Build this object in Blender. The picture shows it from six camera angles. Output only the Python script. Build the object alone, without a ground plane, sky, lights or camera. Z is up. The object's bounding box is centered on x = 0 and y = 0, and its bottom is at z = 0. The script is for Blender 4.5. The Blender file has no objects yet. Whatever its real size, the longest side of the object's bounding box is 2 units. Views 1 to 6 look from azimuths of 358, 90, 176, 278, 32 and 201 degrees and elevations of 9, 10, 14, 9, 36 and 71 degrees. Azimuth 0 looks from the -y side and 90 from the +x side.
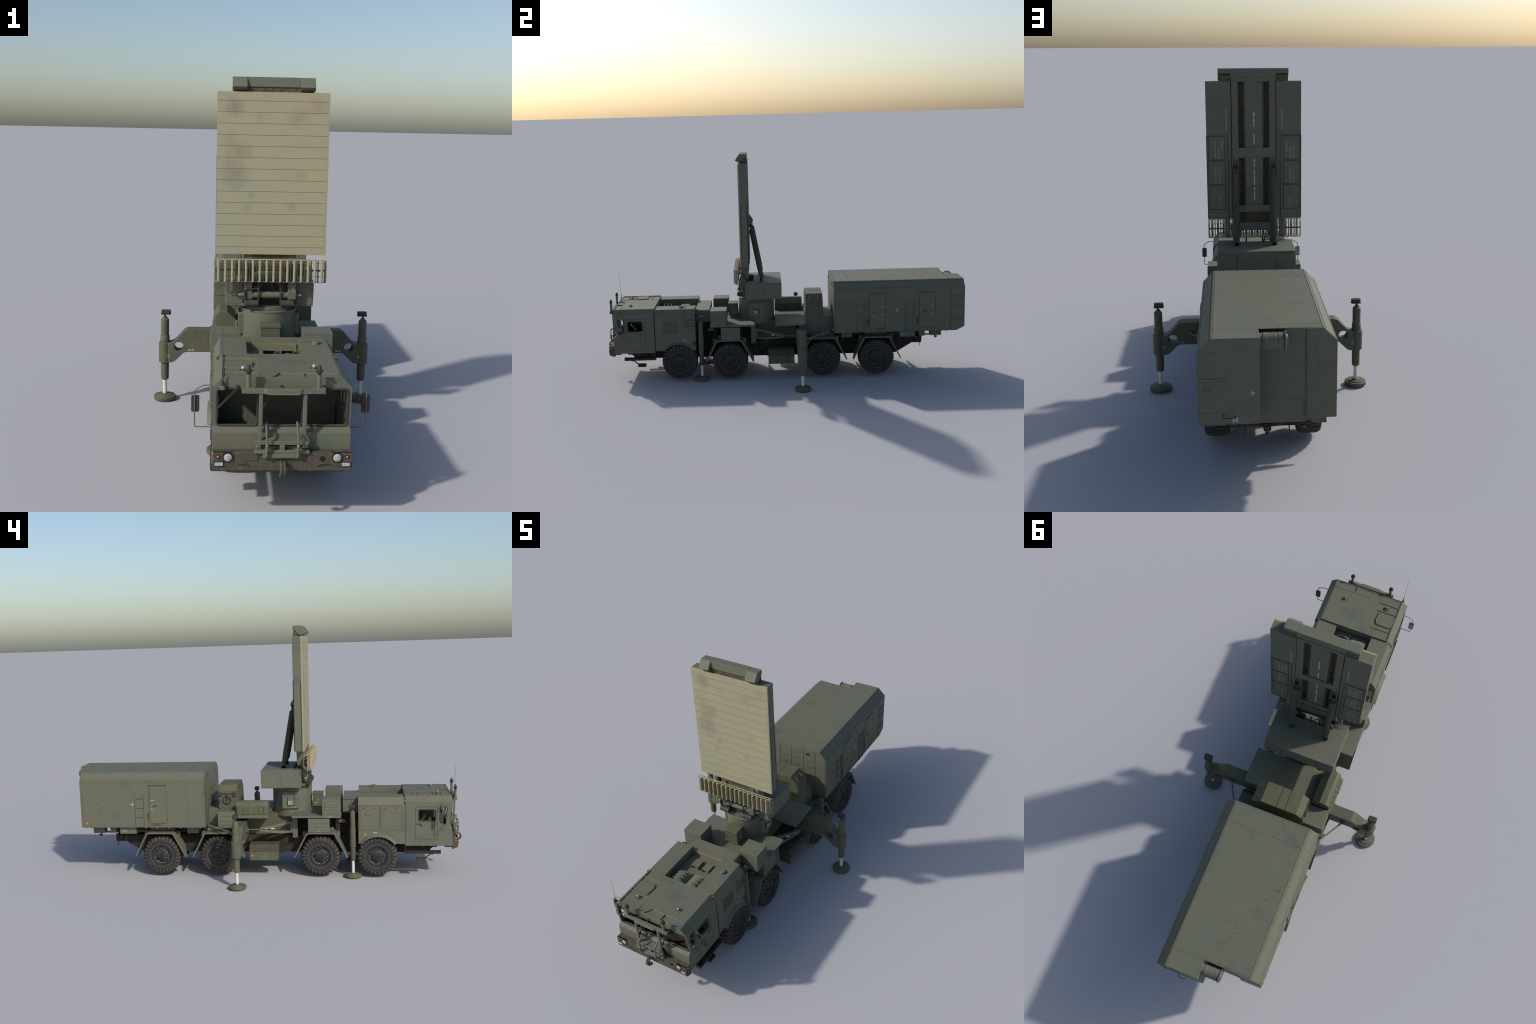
import bpy, bmesh, math, random
from mathutils import Vector, Matrix
random.seed(7)
R = math.radians

# ------------------------------------------------------------------ materials
def lin(r, g, b):
    f = lambda c: c / 12.92 if c <= 0.04045 else ((c + 0.055) / 1.055) ** 2.4
    return (f(r / 255), f(g / 255), f(b / 255), 1.0)

def node(nt, kind, **kw):
    n = nt.nodes.new(kind)
    for k, v in kw.items():
        setattr(n, k, v)
    return n

def mix(nt, fac, a, b, blend='MIX'):
    m = node(nt, 'ShaderNodeMix', data_type='RGBA', blend_type=blend)
    for sock, val in ((m.inputs[0], fac), (m.inputs[6], a), (m.inputs[7], b)):
        if hasattr(val, 'links'):
            nt.links.new(val, sock)
        else:
            sock.default_value = val
    return m.outputs[2]

def math_node(nt, op, a, b=None, clamp=False):
    m = node(nt, 'ShaderNodeMath', operation=op, use_clamp=clamp)
    for i, val in enumerate((a, b)):
        if val is None:
            continue
        if hasattr(val, 'links'):
            nt.links.new(val, m.inputs[i])
        else:
            m.inputs[i].default_value = val
    return m.outputs[0]

def ramp(nt, val, p0, p1, c0=(0, 0, 0, 1), c1=(1, 1, 1, 1)):
    r = node(nt, 'ShaderNodeValToRGB')
    r.color_ramp.elements[0].position = p0
    r.color_ramp.elements[1].position = p1
    r.color_ramp.elements[0].color = c0
    r.color_ramp.elements[1].color = c1
    nt.links.new(val, r.inputs[0])
    return r.outputs[0]

def noise(nt, vec, scale, detail=3.0, rough=0.55, dist=0.0):
    n = node(nt, 'ShaderNodeTexNoise')
    n.inputs['Scale'].default_value = scale
    n.inputs['Detail'].default_value = detail
    n.inputs['Roughness'].default_value = rough
    n.inputs['Distortion'].default_value = dist
    nt.links.new(vec, n.inputs['Vector'])
    return n.outputs[0]

def mapped(nt, vec, scale=(1, 1, 1), loc=(0, 0, 0)):
    m = node(nt, 'ShaderNodeMapping')
    m.inputs['Scale'].default_value = scale
    m.inputs['Location'].default_value = loc
    nt.links.new(vec, m.inputs['Vector'])
    return m.outputs[0]

def start(name, rough=0.6, metal=0.0):
    m = bpy.data.materials.new(name)
    m.use_nodes = True
    nt = m.node_tree
    b = nt.nodes['Principled BSDF']
    b.inputs['Roughness'].default_value = rough
    b.inputs['Metallic'].default_value = metal
    b.inputs['Specular IOR Level'].default_value = 0.3
    tc = node(nt, 'ShaderNodeTexCoord')
    return m, nt, b, tc.outputs['Object']

def edge_mask(nt, radius):
    """1 on worn edges (where the rounded normal leaves the true one)."""
    bv = node(nt, 'ShaderNodeBevel', samples=6)
    bv.inputs['Radius'].default_value = radius
    geo = node(nt, 'ShaderNodeNewGeometry')
    d = node(nt, 'ShaderNodeVectorMath', operation='DOT_PRODUCT')
    nt.links.new(bv.outputs[0], d.inputs[0])
    nt.links.new(geo.outputs['Normal'], d.inputs[1])
    return ramp(nt, d.outputs['Value'], 0.86, 0.985, (1, 1, 1, 1), (0, 0, 0, 1))

def paint(name, base, blotch, warm, rust=0.0, edge=0.6, dust=0.0, rough=0.62, blotch_amt=0.8, grid=9.0):
    m, nt, b, co = start(name, rough)
    col = mix(nt, ramp(nt, noise(nt, co, 9.0, 5, 0.6), 0.42, 0.62), base, warm)
    cool = ramp(nt, noise(nt, mapped(nt, co, loc=(7.7, 3.3, 1.1)), 22.0, 5, 0.65), 0.48, 0.72)
    col = mix(nt, math_node(nt, 'MULTIPLY', cool, 0.55), col, tuple(0.55 * a + 0.45 * b_ for a, b_ in zip(base, lin(108, 110, 96))))
    bl = ramp(nt, noise(nt, mapped(nt, co, loc=(3.1, 1.7, 5.2)), grid, 4, 0.55), 0.55, 0.74)
    col = mix(nt, math_node(nt, 'MULTIPLY', bl, blotch_amt), col, blotch)
    grain = ramp(nt, noise(nt, co, 190.0, 2), 0.3, 0.7, (0.94, 0.94, 0.94, 1), (1.05, 1.05, 1.05, 1))
    col = mix(nt, 1.0, col, grain, 'MULTIPLY')
    streak = ramp(nt, noise(nt, mapped(nt, co, (70, 70, 5)), 1.0, 3), 0.45, 0.75)
    col = mix(nt, math_node(nt, 'MULTIPLY', streak, 0.22), col, lin(108, 103, 82))
    if dust > 0:
        d1 = ramp(nt, noise(nt, co, 34.0, 5, 0.65), 0.48, 0.72)
        col = mix(nt, math_node(nt, 'MULTIPLY', d1, dust), col, lin(122, 104, 72))
    if rust > 0:
        r1 = ramp(nt, noise(nt, co, 70.0, 6, 0.7), 0.57, 0.63)
        r2 = ramp(nt, noise(nt, mapped(nt, co, loc=(9, 4, 2)), 9.0, 2), 0.55, 0.66)
        col = mix(nt, math_node(nt, 'MULTIPLY', math_node(nt, 'MULTIPLY', r1, r2), rust), col, lin(94, 64, 50))
    if edge > 0:
        e = edge_mask(nt, 0.0016)
        br = ramp(nt, noise(nt, co, 24.0, 4, 0.6), 0.42, 0.66)
        col = mix(nt, math_node(nt, 'MULTIPLY', math_node(nt, 'MULTIPLY', e, br), edge), col, lin(150, 134, 96))
        chip = ramp(nt, noise(nt, mapped(nt, co, loc=(2, 8, 1)), 60.0, 3, 0.6), 0.68, 0.71)
        col = mix(nt, math_node(nt, 'MULTIPLY', math_node(nt, 'MULTIPLY', e, chip), 0.8), col, lin(185, 188, 188))
    nt.links.new(col, b.inputs['Base Color'])
    bump = node(nt, 'ShaderNodeBump')
    bump.inputs['Strength'].default_value = 0.08
    bump.inputs['Distance'].default_value = 0.002
    nt.links.new(noise(nt, co, 60.0, 3), bump.inputs['Height'])
    nt.links.new(bump.outputs[0], b.inputs['Normal'])
    return m

def plain(name, c, rough=0.5, metal=0.0, c2=None, scale=60.0, lo=0.45, hi=0.65, amt=1.0):
    m, nt, b, co = start(name, rough, metal)
    if c2 is None:
        c2 = tuple(v * 0.75 for v in c[:3]) + (1,)
    f = ramp(nt, noise(nt, co, scale, 4, 0.6), lo, hi)
    col = mix(nt, math_node(nt, 'MULTIPLY', f, amt), c, c2)
    nt.links.new(col, b.inputs['Base Color'])
    return m

GREEN = lin(94, 99, 85)
M = {}
M['green'] = paint('olive_green_paint', GREEN, lin(79, 88, 84), lin(99, 98, 82), rust=0.25)
M['roof'] = paint('olive_green_roof_paint', GREEN, lin(77, 86, 82), lin(98, 96, 81), rust=0.7)
M['rusty'] = paint('rust_speckled_green_paint', GREEN, lin(79, 88, 84), lin(100, 98, 82), rust=0.95)
M['moss'] = paint('moss_green_paint', lin(82, 86, 65), lin(74, 80, 62), lin(87, 88, 67))
M['jack'] = paint('dusty_jack_green', lin(79, 84, 69), lin(71, 79, 63), lin(88, 88, 70), dust=0.16)
def radome():
    """Sand face with a few soft grey scuffs where the sheet shows them."""
    m, nt, b, co = start('sand_radome_paint', 0.75)
    col = mix(nt, ramp(nt, noise(nt, co, 6.0, 3), 0.40, 0.64), lin(150, 147, 123), lin(158, 149, 121))
    warp = noise(nt, co, 16.0, 4, 0.6)
    for x, z, r, a in ((-0.130, 1.130, 0.042, 0.75), (0.085, 1.098, 0.055, 0.4), (-0.118, 0.985, 0.052, 0.75), (-0.130, 0.905, 0.060, 0.7), (-0.072, 0.835, 0.018, 0.5),
                       (-0.085, 0.793, 0.022, 0.4), (0.068, 0.798, 0.022, 0.45), (0.100, 0.905, 0.026, 0.4), (0.150, 1.140, 0.04, 0.35), (-0.045, 1.10, 0.018, 0.35), (-0.15, 1.03, 0.03, 0.3)):
        d = node(nt, 'ShaderNodeVectorMath', operation='DISTANCE')
        nt.links.new(co, d.inputs[0])
        d.inputs[1].default_value = (x, -0.2303, z)
        q = math_node(nt, 'ADD', math_node(nt, 'DIVIDE', d.outputs['Value'], r), math_node(nt, 'MULTIPLY', math_node(nt, 'SUBTRACT', warp, 0.5), 1.6))
        f = ramp(nt, q, 0.10, 1.05, (a, a, a, 1), (0, 0, 0, 1))
        col = mix(nt, f, col, lin(120, 119, 104))
    low = ramp(nt, noise(nt, mapped(nt, co, loc=(4, 2, 7)), 11.0, 4, 0.6), 0.56, 0.74)
    col = mix(nt, math_node(nt, 'MULTIPLY', low, 0.4), col, lin(166, 148, 112))
    grain = ramp(nt, noise(nt, co, 160.0, 2), 0.3, 0.7, (0.97, 0.97, 0.97, 1), (1.03, 1.03, 1.03, 1))
    nt.links.new(mix(nt, 1.0, col, grain, 'MULTIPLY'), b.inputs['Base Color'])
    return m
M['tan'] = radome()
M['iff'] = paint('sand_dipole_paint', lin(156, 148, 120), lin(140, 135, 112), lin(160, 147, 115), edge=0.25, rough=0.7)
M['muddy'] = plain('muddy_steel', lin(68, 65, 58), 0.8, 0.0, lin(98, 89, 66), 130.0, 0.42, 0.72, 0.7)
M['chassis'] = plain('dark_oily_chassis', lin(44, 40, 34), 0.8, 0.0, lin(98, 84, 60), 26.0, 0.50, 0.80, 0.6)
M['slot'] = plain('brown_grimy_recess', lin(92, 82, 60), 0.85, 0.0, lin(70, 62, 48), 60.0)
M['wall'] = paint('grimy_hull_wall', lin(88, 82, 67), lin(74, 70, 58), lin(94, 84, 66), dust=0.25, edge=0.2)
M['rivet'] = plain('weathered_rivet', lin(66, 62, 52), 0.7, 0.0, lin(80, 74, 60), 50.0)
M['bronze'] = plain('dark_seam', lin(34, 33, 30), 0.8)
M['rubber'] = plain('tyre_rubber', lin(46, 45, 46), 0.85, 0.0, lin(56, 53, 51), 40.0)
M['lug'] = plain('dusty_tyre_lug', lin(68, 63, 58), 0.9, 0.0, lin(90, 79, 67), 90.0, 0.42, 0.68)
M['dust'] = plain('dusty_tyre_ring', lin(86, 77, 64), 0.9, 0.0, lin(62, 58, 54), 50.0)
M['rim'] = plain('blackened_rim', lin(38, 37, 38), 0.6, 0.0, lin(48, 47, 47), 50.0)
M['chip'] = plain('bare_metal_bolts', lin(190, 192, 194), 0.5, 0.0, lin(50, 50, 51), 90.0, 0.44, 0.54)
M['black'] = plain('black_plastic', lin(58, 56, 58), 0.55)
M['cap'] = plain('dark_brown_cap', lin(63, 59, 58), 0.6)
M['seal'] = plain('window_rubber', lin(62, 60, 60), 0.7)
M['inside'] = plain('cab_interior_brown', lin(58, 50, 40), 0.8, 0.0, lin(40, 36, 30), 30.0)
M['rod'] = plain('polished_piston_rod', lin(214, 210, 206), 0.35, 0.0, lin(190, 186, 180), 80.0)
M['amber'] = plain('amber_lens', lin(200, 118, 68), 0.3)
M['red'] = plain('red_lens', lin(170, 60, 58), 0.3)
M['lens'] = plain('headlamp_glass', lin(172, 174, 172), 0.2, 0.0, lin(130, 134, 134), 150.0)
M['mirror'] = plain('mirror_glass', lin(120, 126, 146), 0.08, 0.85)
M['mark'] = plain('white_stencil', lin(196, 198, 196), 0.7)
M['dimmark'] = plain('dim_white_stencil', lin(150, 152, 149), 0.7)
M['seam'] = plain('radome_seam', lin(108, 104, 86), 0.8)
M['knob'] = plain('white_lamp_globe', lin(178, 174, 168), 0.35)
M['dusty'] = paint('dust_settled_green', lin(118, 110, 82), lin(98, 98, 80), lin(126, 112, 78), edge=0.3)

# ------------------------------------------------------------------ mesh kit
class Part:
    """Collects primitive solids with materials into one mesh."""
    def __init__(self):
        self.v, self.f, self.m, self.s, self.mats = [], [], [], [], []

    def slot(self, key):
        if key not in self.mats:
            self.mats.append(key)
        return self.mats.index(key)

    def take(self, bm, key, smooth=False):
        base = len(self.v)
        i = self.slot(key)
        bm.verts.index_update()
        self.v += [tuple(v.co) for v in bm.verts]
        for f in bm.faces:
            self.f.append([base + v.index for v in f.verts])
            self.m.append(i)
            self.s.append(smooth)
        bm.free()
        return self

    def poly(self, verts, faces, key, bev=0.0):
        bm = bmesh.new()
        vs = [bm.verts.new(p) for p in verts]
        for f in faces:
            bm.faces.new([vs[i] for i in f])
        bmesh.ops.recalc_face_normals(bm, faces=bm.faces)
        if bev > 0:
            es = [e for e in bm.edges if len(e.link_faces) == 2 and e.calc_face_angle(0) > R(28)]
            bmesh.ops.bevel(bm, geom=es, offset=bev, segments=1, affect='EDGES', clamp_overlap=True)
        return self.take(bm, key)

    def box(self, x, y, z, key, bev=0.0008):
        (x0, x1), (y0, y1), (z0, z1) = sorted(x), sorted(y), sorted(z)
        v = [(a, b, c) for c in (z0, z1) for b in (y0, y1) for a in (x0, x1)]
        return self.poly(v, [(0, 1, 3, 2), (4, 6, 7, 5), (0, 4, 5, 1), (2, 3, 7, 6), (0, 2, 6, 4), (1, 5, 7, 3)], key, bev)

    def prism(self, pts, axis, a0, a1, key, bev=0.0008):
        """Polygon in the plane across 'axis' swept from a0 to a1."""
        def P(p, a):
            return {'x': (a, p[0], p[1]), 'y': (p[0], a, p[1]), 'z': (p[0], p[1], a)}[axis]
        n = len(pts)
        v = [P(p, a0) for p in pts] + [P(p, a1) for p in pts]
        f = [tuple(range(n)), tuple(range(2 * n - 1, n - 1, -1))]
        f += [(i, (i + 1) % n, n + (i + 1) % n, n + i) for i in range(n)]
        return self.poly(v, f, key, bev)

    def lathe(self, prof, origin, axis, key, seg=24):
        """Profile of (radius, height) turned round an axis."""
        ax = Vector(axis).normalized()
        u = ax.orthogonal().normalized()
        w = ax.cross(u)
        o = Vector(origin)
        bm = bmesh.new()
        rings = []
        for r, h in prof:
            if r < 1e-6:
                rings.append([bm.verts.new(o + ax * h)])
            else:
                rings.append([bm.verts.new(o + ax * h + (u * math.cos(2 * math.pi * k / seg) + w * math.sin(2 * math.pi * k / seg)) * r) for k in range(seg)])
        for a, b in zip(rings, rings[1:]):
            for k in range(seg):
                q = [a[k % len(a)], a[(k + 1) % len(a)], b[(k + 1) % len(b)], b[k % len(b)]]
                q = list(dict.fromkeys(q))
                if len(q) > 2:
                    bm.faces.new(q)
        bmesh.ops.recalc_face_normals(bm, faces=bm.faces)
        return self.take(bm, key, True)

    def cyl(self, p0, p1, r, key, seg=20, r1=None, bev=0.0):
        d = Vector(p1) - Vector(p0)
        L = d.length
        r1 = r if r1 is None else r1
        if bev:
            prof = [(0, 0), (r - bev, 0), (r, bev), (r1, L - bev), (r1 - bev, L), (0, L)]
        else:
            prof = [(0, 0), (r, 0), (r1, L), (0, L)]
        return self.lathe(prof, p0, d, key, seg)

    def ball(self, c, r, key, seg=16, squash=1.0):
        prof = [(r * math.sin(math.pi * i / 8), -r * squash * math.cos(math.pi * i / 8)) for i in range(9)]
        prof[0] = (0, prof[0][1]); prof[-1] = (0, prof[-1][1])
        return self.lathe(prof, c, (0, 0, 1), key, seg)

    def tube(self, pts, r, key, seg=8, closed=False):
        pts = [Vector(p) for p in pts]
        n = len(pts)
        bm = bmesh.new()
        rings = []
        up = None
        for i, p in enumerate(pts):
            a = pts[i - 1] if (i > 0 or closed) else pts[i]
            b = pts[(i + 1) % n] if (i < n - 1 or closed) else pts[i]
            t = (b - a).normalized()
            if up is None:
                up = t.orthogonal().normalized()
            up = (up - t * up.dot(t)).normalized()
            s = t.cross(up)
            k = 1.0
            if 0 < i < n - 1 or closed:
                c = max(0.35, (p - a).normalized().dot(t))
                k = 1.0 / c if c < 1 else 1.0
                k = min(k, 1.4)
            rings.append([bm.verts.new(p + (up * math.cos(2 * math.pi * j / seg) + s * math.sin(2 * math.pi * j / seg)) * r * (k if False else 1)) for j in range(seg)])
        pairs = list(zip(rings, rings[1:]))
        if closed:
            pairs.append((rings[-1], rings[0]))
        for a, b in pairs:
            off = 0
            if closed and a is rings[-1]:
                off = min(range(seg), key=lambda o: (a[0].co - b[o].co).length)
            for j in range(seg):
                bm.faces.new([a[j], a[(j + 1) % seg], b[(j + 1 + off) % seg], b[(j + off) % seg]])
        if not closed:
            bm.faces.new(rings[0][::-1])
            bm.faces.new(rings[-1])
        bmesh.ops.recalc_face_normals(bm, faces=bm.faces)
        return self.take(bm, key, True)

    def mesh(self, name):
        me = bpy.data.meshes.new(name)
        me.from_pydata(self.v, [], self.f)
        for k in self.mats:
            me.materials.append(M[k])
        me.polygons.foreach_set('material_index', self.m)
        me.update()
        me.set_sharp_from_angle(angle=R(38))
        me.polygons.foreach_set('use_smooth', self.s)
        me.update()
        return me

ROOT = bpy.data.objects.new('radar_truck', None)
bpy.context.scene.collection.objects.link(ROOT)
ROOT['label'] = 'olive green eight wheeled truck with raised flat radar panel'
ROOT['category'] = 'radar truck'

def add(name, part, parent=ROOT, loc=None, rot=None, stuff=False):
    me = part.mesh(name) if isinstance(part, Part) else part
    o = bpy.data.objects.new(name, me)
    bpy.context.scene.collection.objects.link(o)
    o.parent = parent
    if loc:
        o.location = loc
    if rot:
        o.rotation_euler = rot
    if stuff:
        o['kind'] = 'stuff'
    return o

def rrect(cx, cz, hx, hz, r, n=5):
    """Rounded rectangle outline in 2D."""
    out = []
    for sx, sz, a0 in ((1, 1, 0), (-1, 1, 90), (-1, -1, 180), (1, -1, 270)):
        for k in range(n + 1):
            a = R(a0 + 90 * k / n)
            out.append((cx + sx * (hx - r) + r * math.cos(a), cz + sz * (hz - r) + r * math.sin(a)))
    return out

def plate(part, cx, cz, hx, hz, r, axis, a0, a1, key, bev=0.0005):
    part.prism(rrect(cx, cz, hx, hz, r), axis, a0, a1, key, bev)

def groove(part, cx, cz, hx, hz, r, place, key='bronze', w=0.0006):
    """Thin seam line round a rounded rectangle; place maps (u, v) to 3D."""
    part.tube([place(u, v) for u, v in rrect(cx, cz, hx, hz, r)], w, key, 5, closed=True)

def stencil(part, u0, v0, du, dv, words, h, place, key='mark', seed=1):
    """Illegible little stencilled lines: rows of short strokes standing where the target has lettering."""
    rnd = random.Random(seed)
    pos = 0.0
    for w in words:
        for k in range(w):
            s = h * 0.62
            a, b = pos, pos + s * (0.6 + 0.3 * rnd.random())
            t = h * (0.75 + 0.25 * rnd.random())
            c = [(a, 0), (b, 0), (b, t), (a, t)]
            lo = [place(u0 + du[0] * p + dv[0] * q, v0 + du[1] * p + dv[1] * q, 0.0) for p, q in c]
            hi = [place(u0 + du[0] * p + dv[0] * q, v0 + du[1] * p + dv[1] * q, 0.0004) for p, q in c]
            part.poly(lo + hi, [(0, 1, 2, 3), (4, 5, 6, 7), (0, 1, 5, 4), (1, 2, 6, 5), (2, 3, 7, 6), (3, 0, 4, 7)], key)
            pos += s
        pos += h * 0.6

def cross(part, u, v, arm, w, place, key='mark'):
    for hx, hz in ((arm, w), (w, arm)):
        lo = [place(u + a * hx, v + b * hz, 0.0) for a, b in ((-1, -1), (1, -1), (1, 1), (-1, 1))]
        k = 0.0005 if hx > hz else 0.0006
        hi = [place(u + a * hx, v + b * hz, k) for a, b in ((-1, -1), (1, -1), (1, 1), (-1, 1))]
        part.poly(lo + hi, [(0, 1, 2, 3), (4, 5, 6, 7), (0, 1, 5, 4), (1, 2, 6, 5), (2, 3, 7, 6), (3, 0, 4, 7)], key)

def rivets(part, p0, p1, nrm, pitch=0.0078, r=0.0018, h=0.0008, key='rivet'):
    p0, p1, nrm = Vector(p0), Vector(p1), Vector(nrm).normalized()
    n = max(2, int((p1 - p0).length / pitch))
    for k in range(n + 1):
        c = p0.lerp(p1, k / n)
        part.lathe([(r, -0.0002), (r * 0.8, h * 0.7), (0, h)], c, nrm, key, 6)

# ------------------------------------------------------------------ wheels
WZ, WR = 0.109, 0.0985                     # axle height, tyre radius
WX = {1: 0.1610, -1: 0.1535}              # tyre mid-plane on either side
def tyre_part():
    p = Part()
    side = [(0.0570, 0.0340), (0.060, 0.0395), (0.068, 0.0415), (0.077, 0.0415), (0.0865, 0.0400), (0.0920, 0.0350), (0.0948, 0.0220), (0.0955, 0.0)]
    prof = [(r, -h) for r, h in side] + [(r, h) for r, h in side[-2::-1]]
    p.lathe(prof, (0, 0, 0), (1, 0, 0), 'rubber', 56)
    for s in (1, -1):
        p.lathe([(0.0555, s * 0.0370), (0.0575, s * 0.0400), (0.0600, s * 0.0406), (0.0615, s * 0.0395)], (0, 0, 0), (1, 0, 0), 'dust', 48)
    path = [(-0.0015, 0.0982, 0.0102, 0.50), (0.015, 0.0985, 0.0102, 0.36), (0.0285, 0.0972, 0.0100, 0.2), (0.0380, 0.0925, 0.0094, 0.08),
            (0.0418, 0.0865, 0.0080, 0.0), (0.0432, 0.0795, 0.0060, 0.0), (0.0432, 0.0730, 0.0036, 0.0)]
    N = 28
    for s in (1, -1):
        for k in range(N):
            base = 2 * math.pi * (k + (0.5 if s < 0 else 0)) / N
            top, low = [], []
            for h, r, w, lead in path:
                for e in (-1, 1):
                    a = base + lead * 2 * math.pi / N * 0.9 + e * w / (2 * r)
                    top.append((s * h, r * math.cos(a), r * math.sin(a)))
                    rr = r - 0.006 if r > 0.088 else r - 0.001
                    hh = h if r > 0.088 else h - 0.005
                    a2 = base + lead * 2 * math.pi / N * 0.9 + e * (w * 1.15) / (2 * rr)
                    low.append((s * hh, rr * math.cos(a2), rr * math.sin(a2)))
            n = len(path)
            v = top + low
            o = 2 * n
            f = []
            for i in range(n - 1):
                f.append((2 * i, 2 * i + 1, 2 * i + 3, 2 * i + 2))
                f.append((2 * i, 2 * i + 2, o + 2 * i + 2, o + 2 * i))
                f.append((2 * i + 1, 2 * i + 3, o + 2 * i + 3, o + 2 * i + 1))
            f.append((0, 1, o + 1, o))
            f.append((2 * n - 2, 2 * n - 1, o + 2 * n - 1, o + 2 * n - 2))
            p.poly(v, f, 'lug')
    return p

def rim_part():
    p = Part()
    prof = [(0.0, -0.030), (0.054, -0.030), (0.0568, -0.034), (0.0568, 0.0390), (0.0530, 0.0400), (0.0475, 0.0390), (0.0455, 0.0350), (0.0420, 0.0320), (0.0370, 0.0310),
            (0.0360, 0.0340), (0.0300, 0.0350), (0.0275, 0.0375), (0.0215, 0.0390), (0.0205, 0.0440), (0.013, 0.0460), (0.0, 0.0460)]
    p.lathe(prof, (0, 0, 0), (1, 0, 0), 'rim', 40)
    for n, r, h, rad in ((20, 0.0330, 0.0347, 0.0014), (10, 0.0245, 0.0384, 0.0013)):
        for k in range(n):
            a = 2 * math.pi * k / n
            p.lathe([(rad, -0.001), (rad, 0.0016), (0, 0.0018)], (h, r * math.cos(a), r * math.sin(a)), (1, 0, 0), 'chip', 6)
    for r, h in ((0.0405, 0.0318), (0.0212, 0.0410)):
        p.tube([(h, r * math.cos(2 * math.pi * k / 36), r * math.sin(2 * math.pi * k / 36)) for k in range(36)], 0.0006, 'chip', 5, closed=True)
    return p

TY, RM = tyre_part().mesh('tyre'), rim_part().mesh('wheel')
AXLES = (-0.578, -0.300, 0.210, 0.505)
for i, y in enumerate(AXLES):
    for s in (1, -1):
        rot = (R(17 * i + (5 if s > 0 else 31)), 0, 0 if s > 0 else math.pi)
        w = add('wheel', RM, ROOT, (s * WX[s], y, WZ), rot)
        add('tyre', TY, w)

# ------------------------------------------------------------------ chassis
p = Part()
rail = [(-0.845, 0.160), (-0.825, 0.118), (-0.71, 0.104), (0.628, 0.1025), (0.7190, 0.1570), (0.765, 0.1575), (0.765, 0.1930), (-0.70, 0.1930)]
p.prism(rail, 'x', -0.088, 0.088, 'chassis', 0.0015)
p.box((-0.10, 0.10), (0.735, 0.770), (0.160, 0.196), 'chassis')
for y in AXLES:
    p.cyl((-0.115, y, WZ), (0.115, y, WZ), 0.014, 'chassis', 14)
    p.ball((0, y, WZ), 0.034, 'chassis')
    for s in (1, -1):
        p.box((s * 0.086, s * 0.108), (y - 0.05, y + 0.05), (WZ + 0.005, WZ + 0.024), 'chassis')
        p.box((s * 0.084, s * 0.106), (y - 0.018, y + 0.018), (WZ - 0.025, WZ + 0.07), 'chassis')
for s in (1, -1):
    p.box((s * 0.085, s * 0.115), (-0.70, -0.50), (0.165, 0.20), 'chassis')
    p.prism([(-0.865, 0.158), (-0.838, 0.140), (-0.832, 0.128), (-0.715, 0.128), (-0.715, 0.162), (-0.865, 0.162)], 'x', s * 0.088, s * 0.150, 'chassis', 0.0)
    p.box((s * 0.150, s * 0.166), (-0.806, -0.790), (0.148, 0.164), 'muddy')
    p.box((s * 0.156, s * 0.170), (-0.736, -0.726), (0.150, 0.164), 'muddy')
    p.box((s * 0.150, s * 0.172), (-0.866, -0.842), (0.152, 0.166), 'muddy')
    p.box((s * 0.150, s * 0.172), (-0.930, -0.902), (0.152, 0.166), 'muddy')
    p.cyl((s * 0.161, -0.905, 0.160), (s * 0.161, -0.72, 0.160), 0.002, 'green', 8)
    p.cyl((s * 0.14, 0.58, 0.225), (s * 0.14, 0.64, 0.225), 0.008, 'muddy', 12)
p.box((-0.09, 0.09), (-0.10, 0.03), (0.10, 0.125), 'chassis', 0.004)
# rear tow hitch, hangers, tail lamps
p.box((-0.012, 0.012), (0.765, 0.790), (0.152, 0.180), 'chassis', 0.002)
p.cyl((0, 0.785, 0.142), (0, 0.785, 0.168), 0.007, 'black', 12)
for x in (0.07, -0.07):
    p.cyl((x, 0.768, 0.133), (x, 0.768, 0.17), 0.002, 'chassis', 6)
for x in (0.042, -0.03):
    p.box((x - 0.012, x + 0.012), (0.70, 0.735), (0.150, 0.175), 'muddy')
add('chassis', p)

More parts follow.
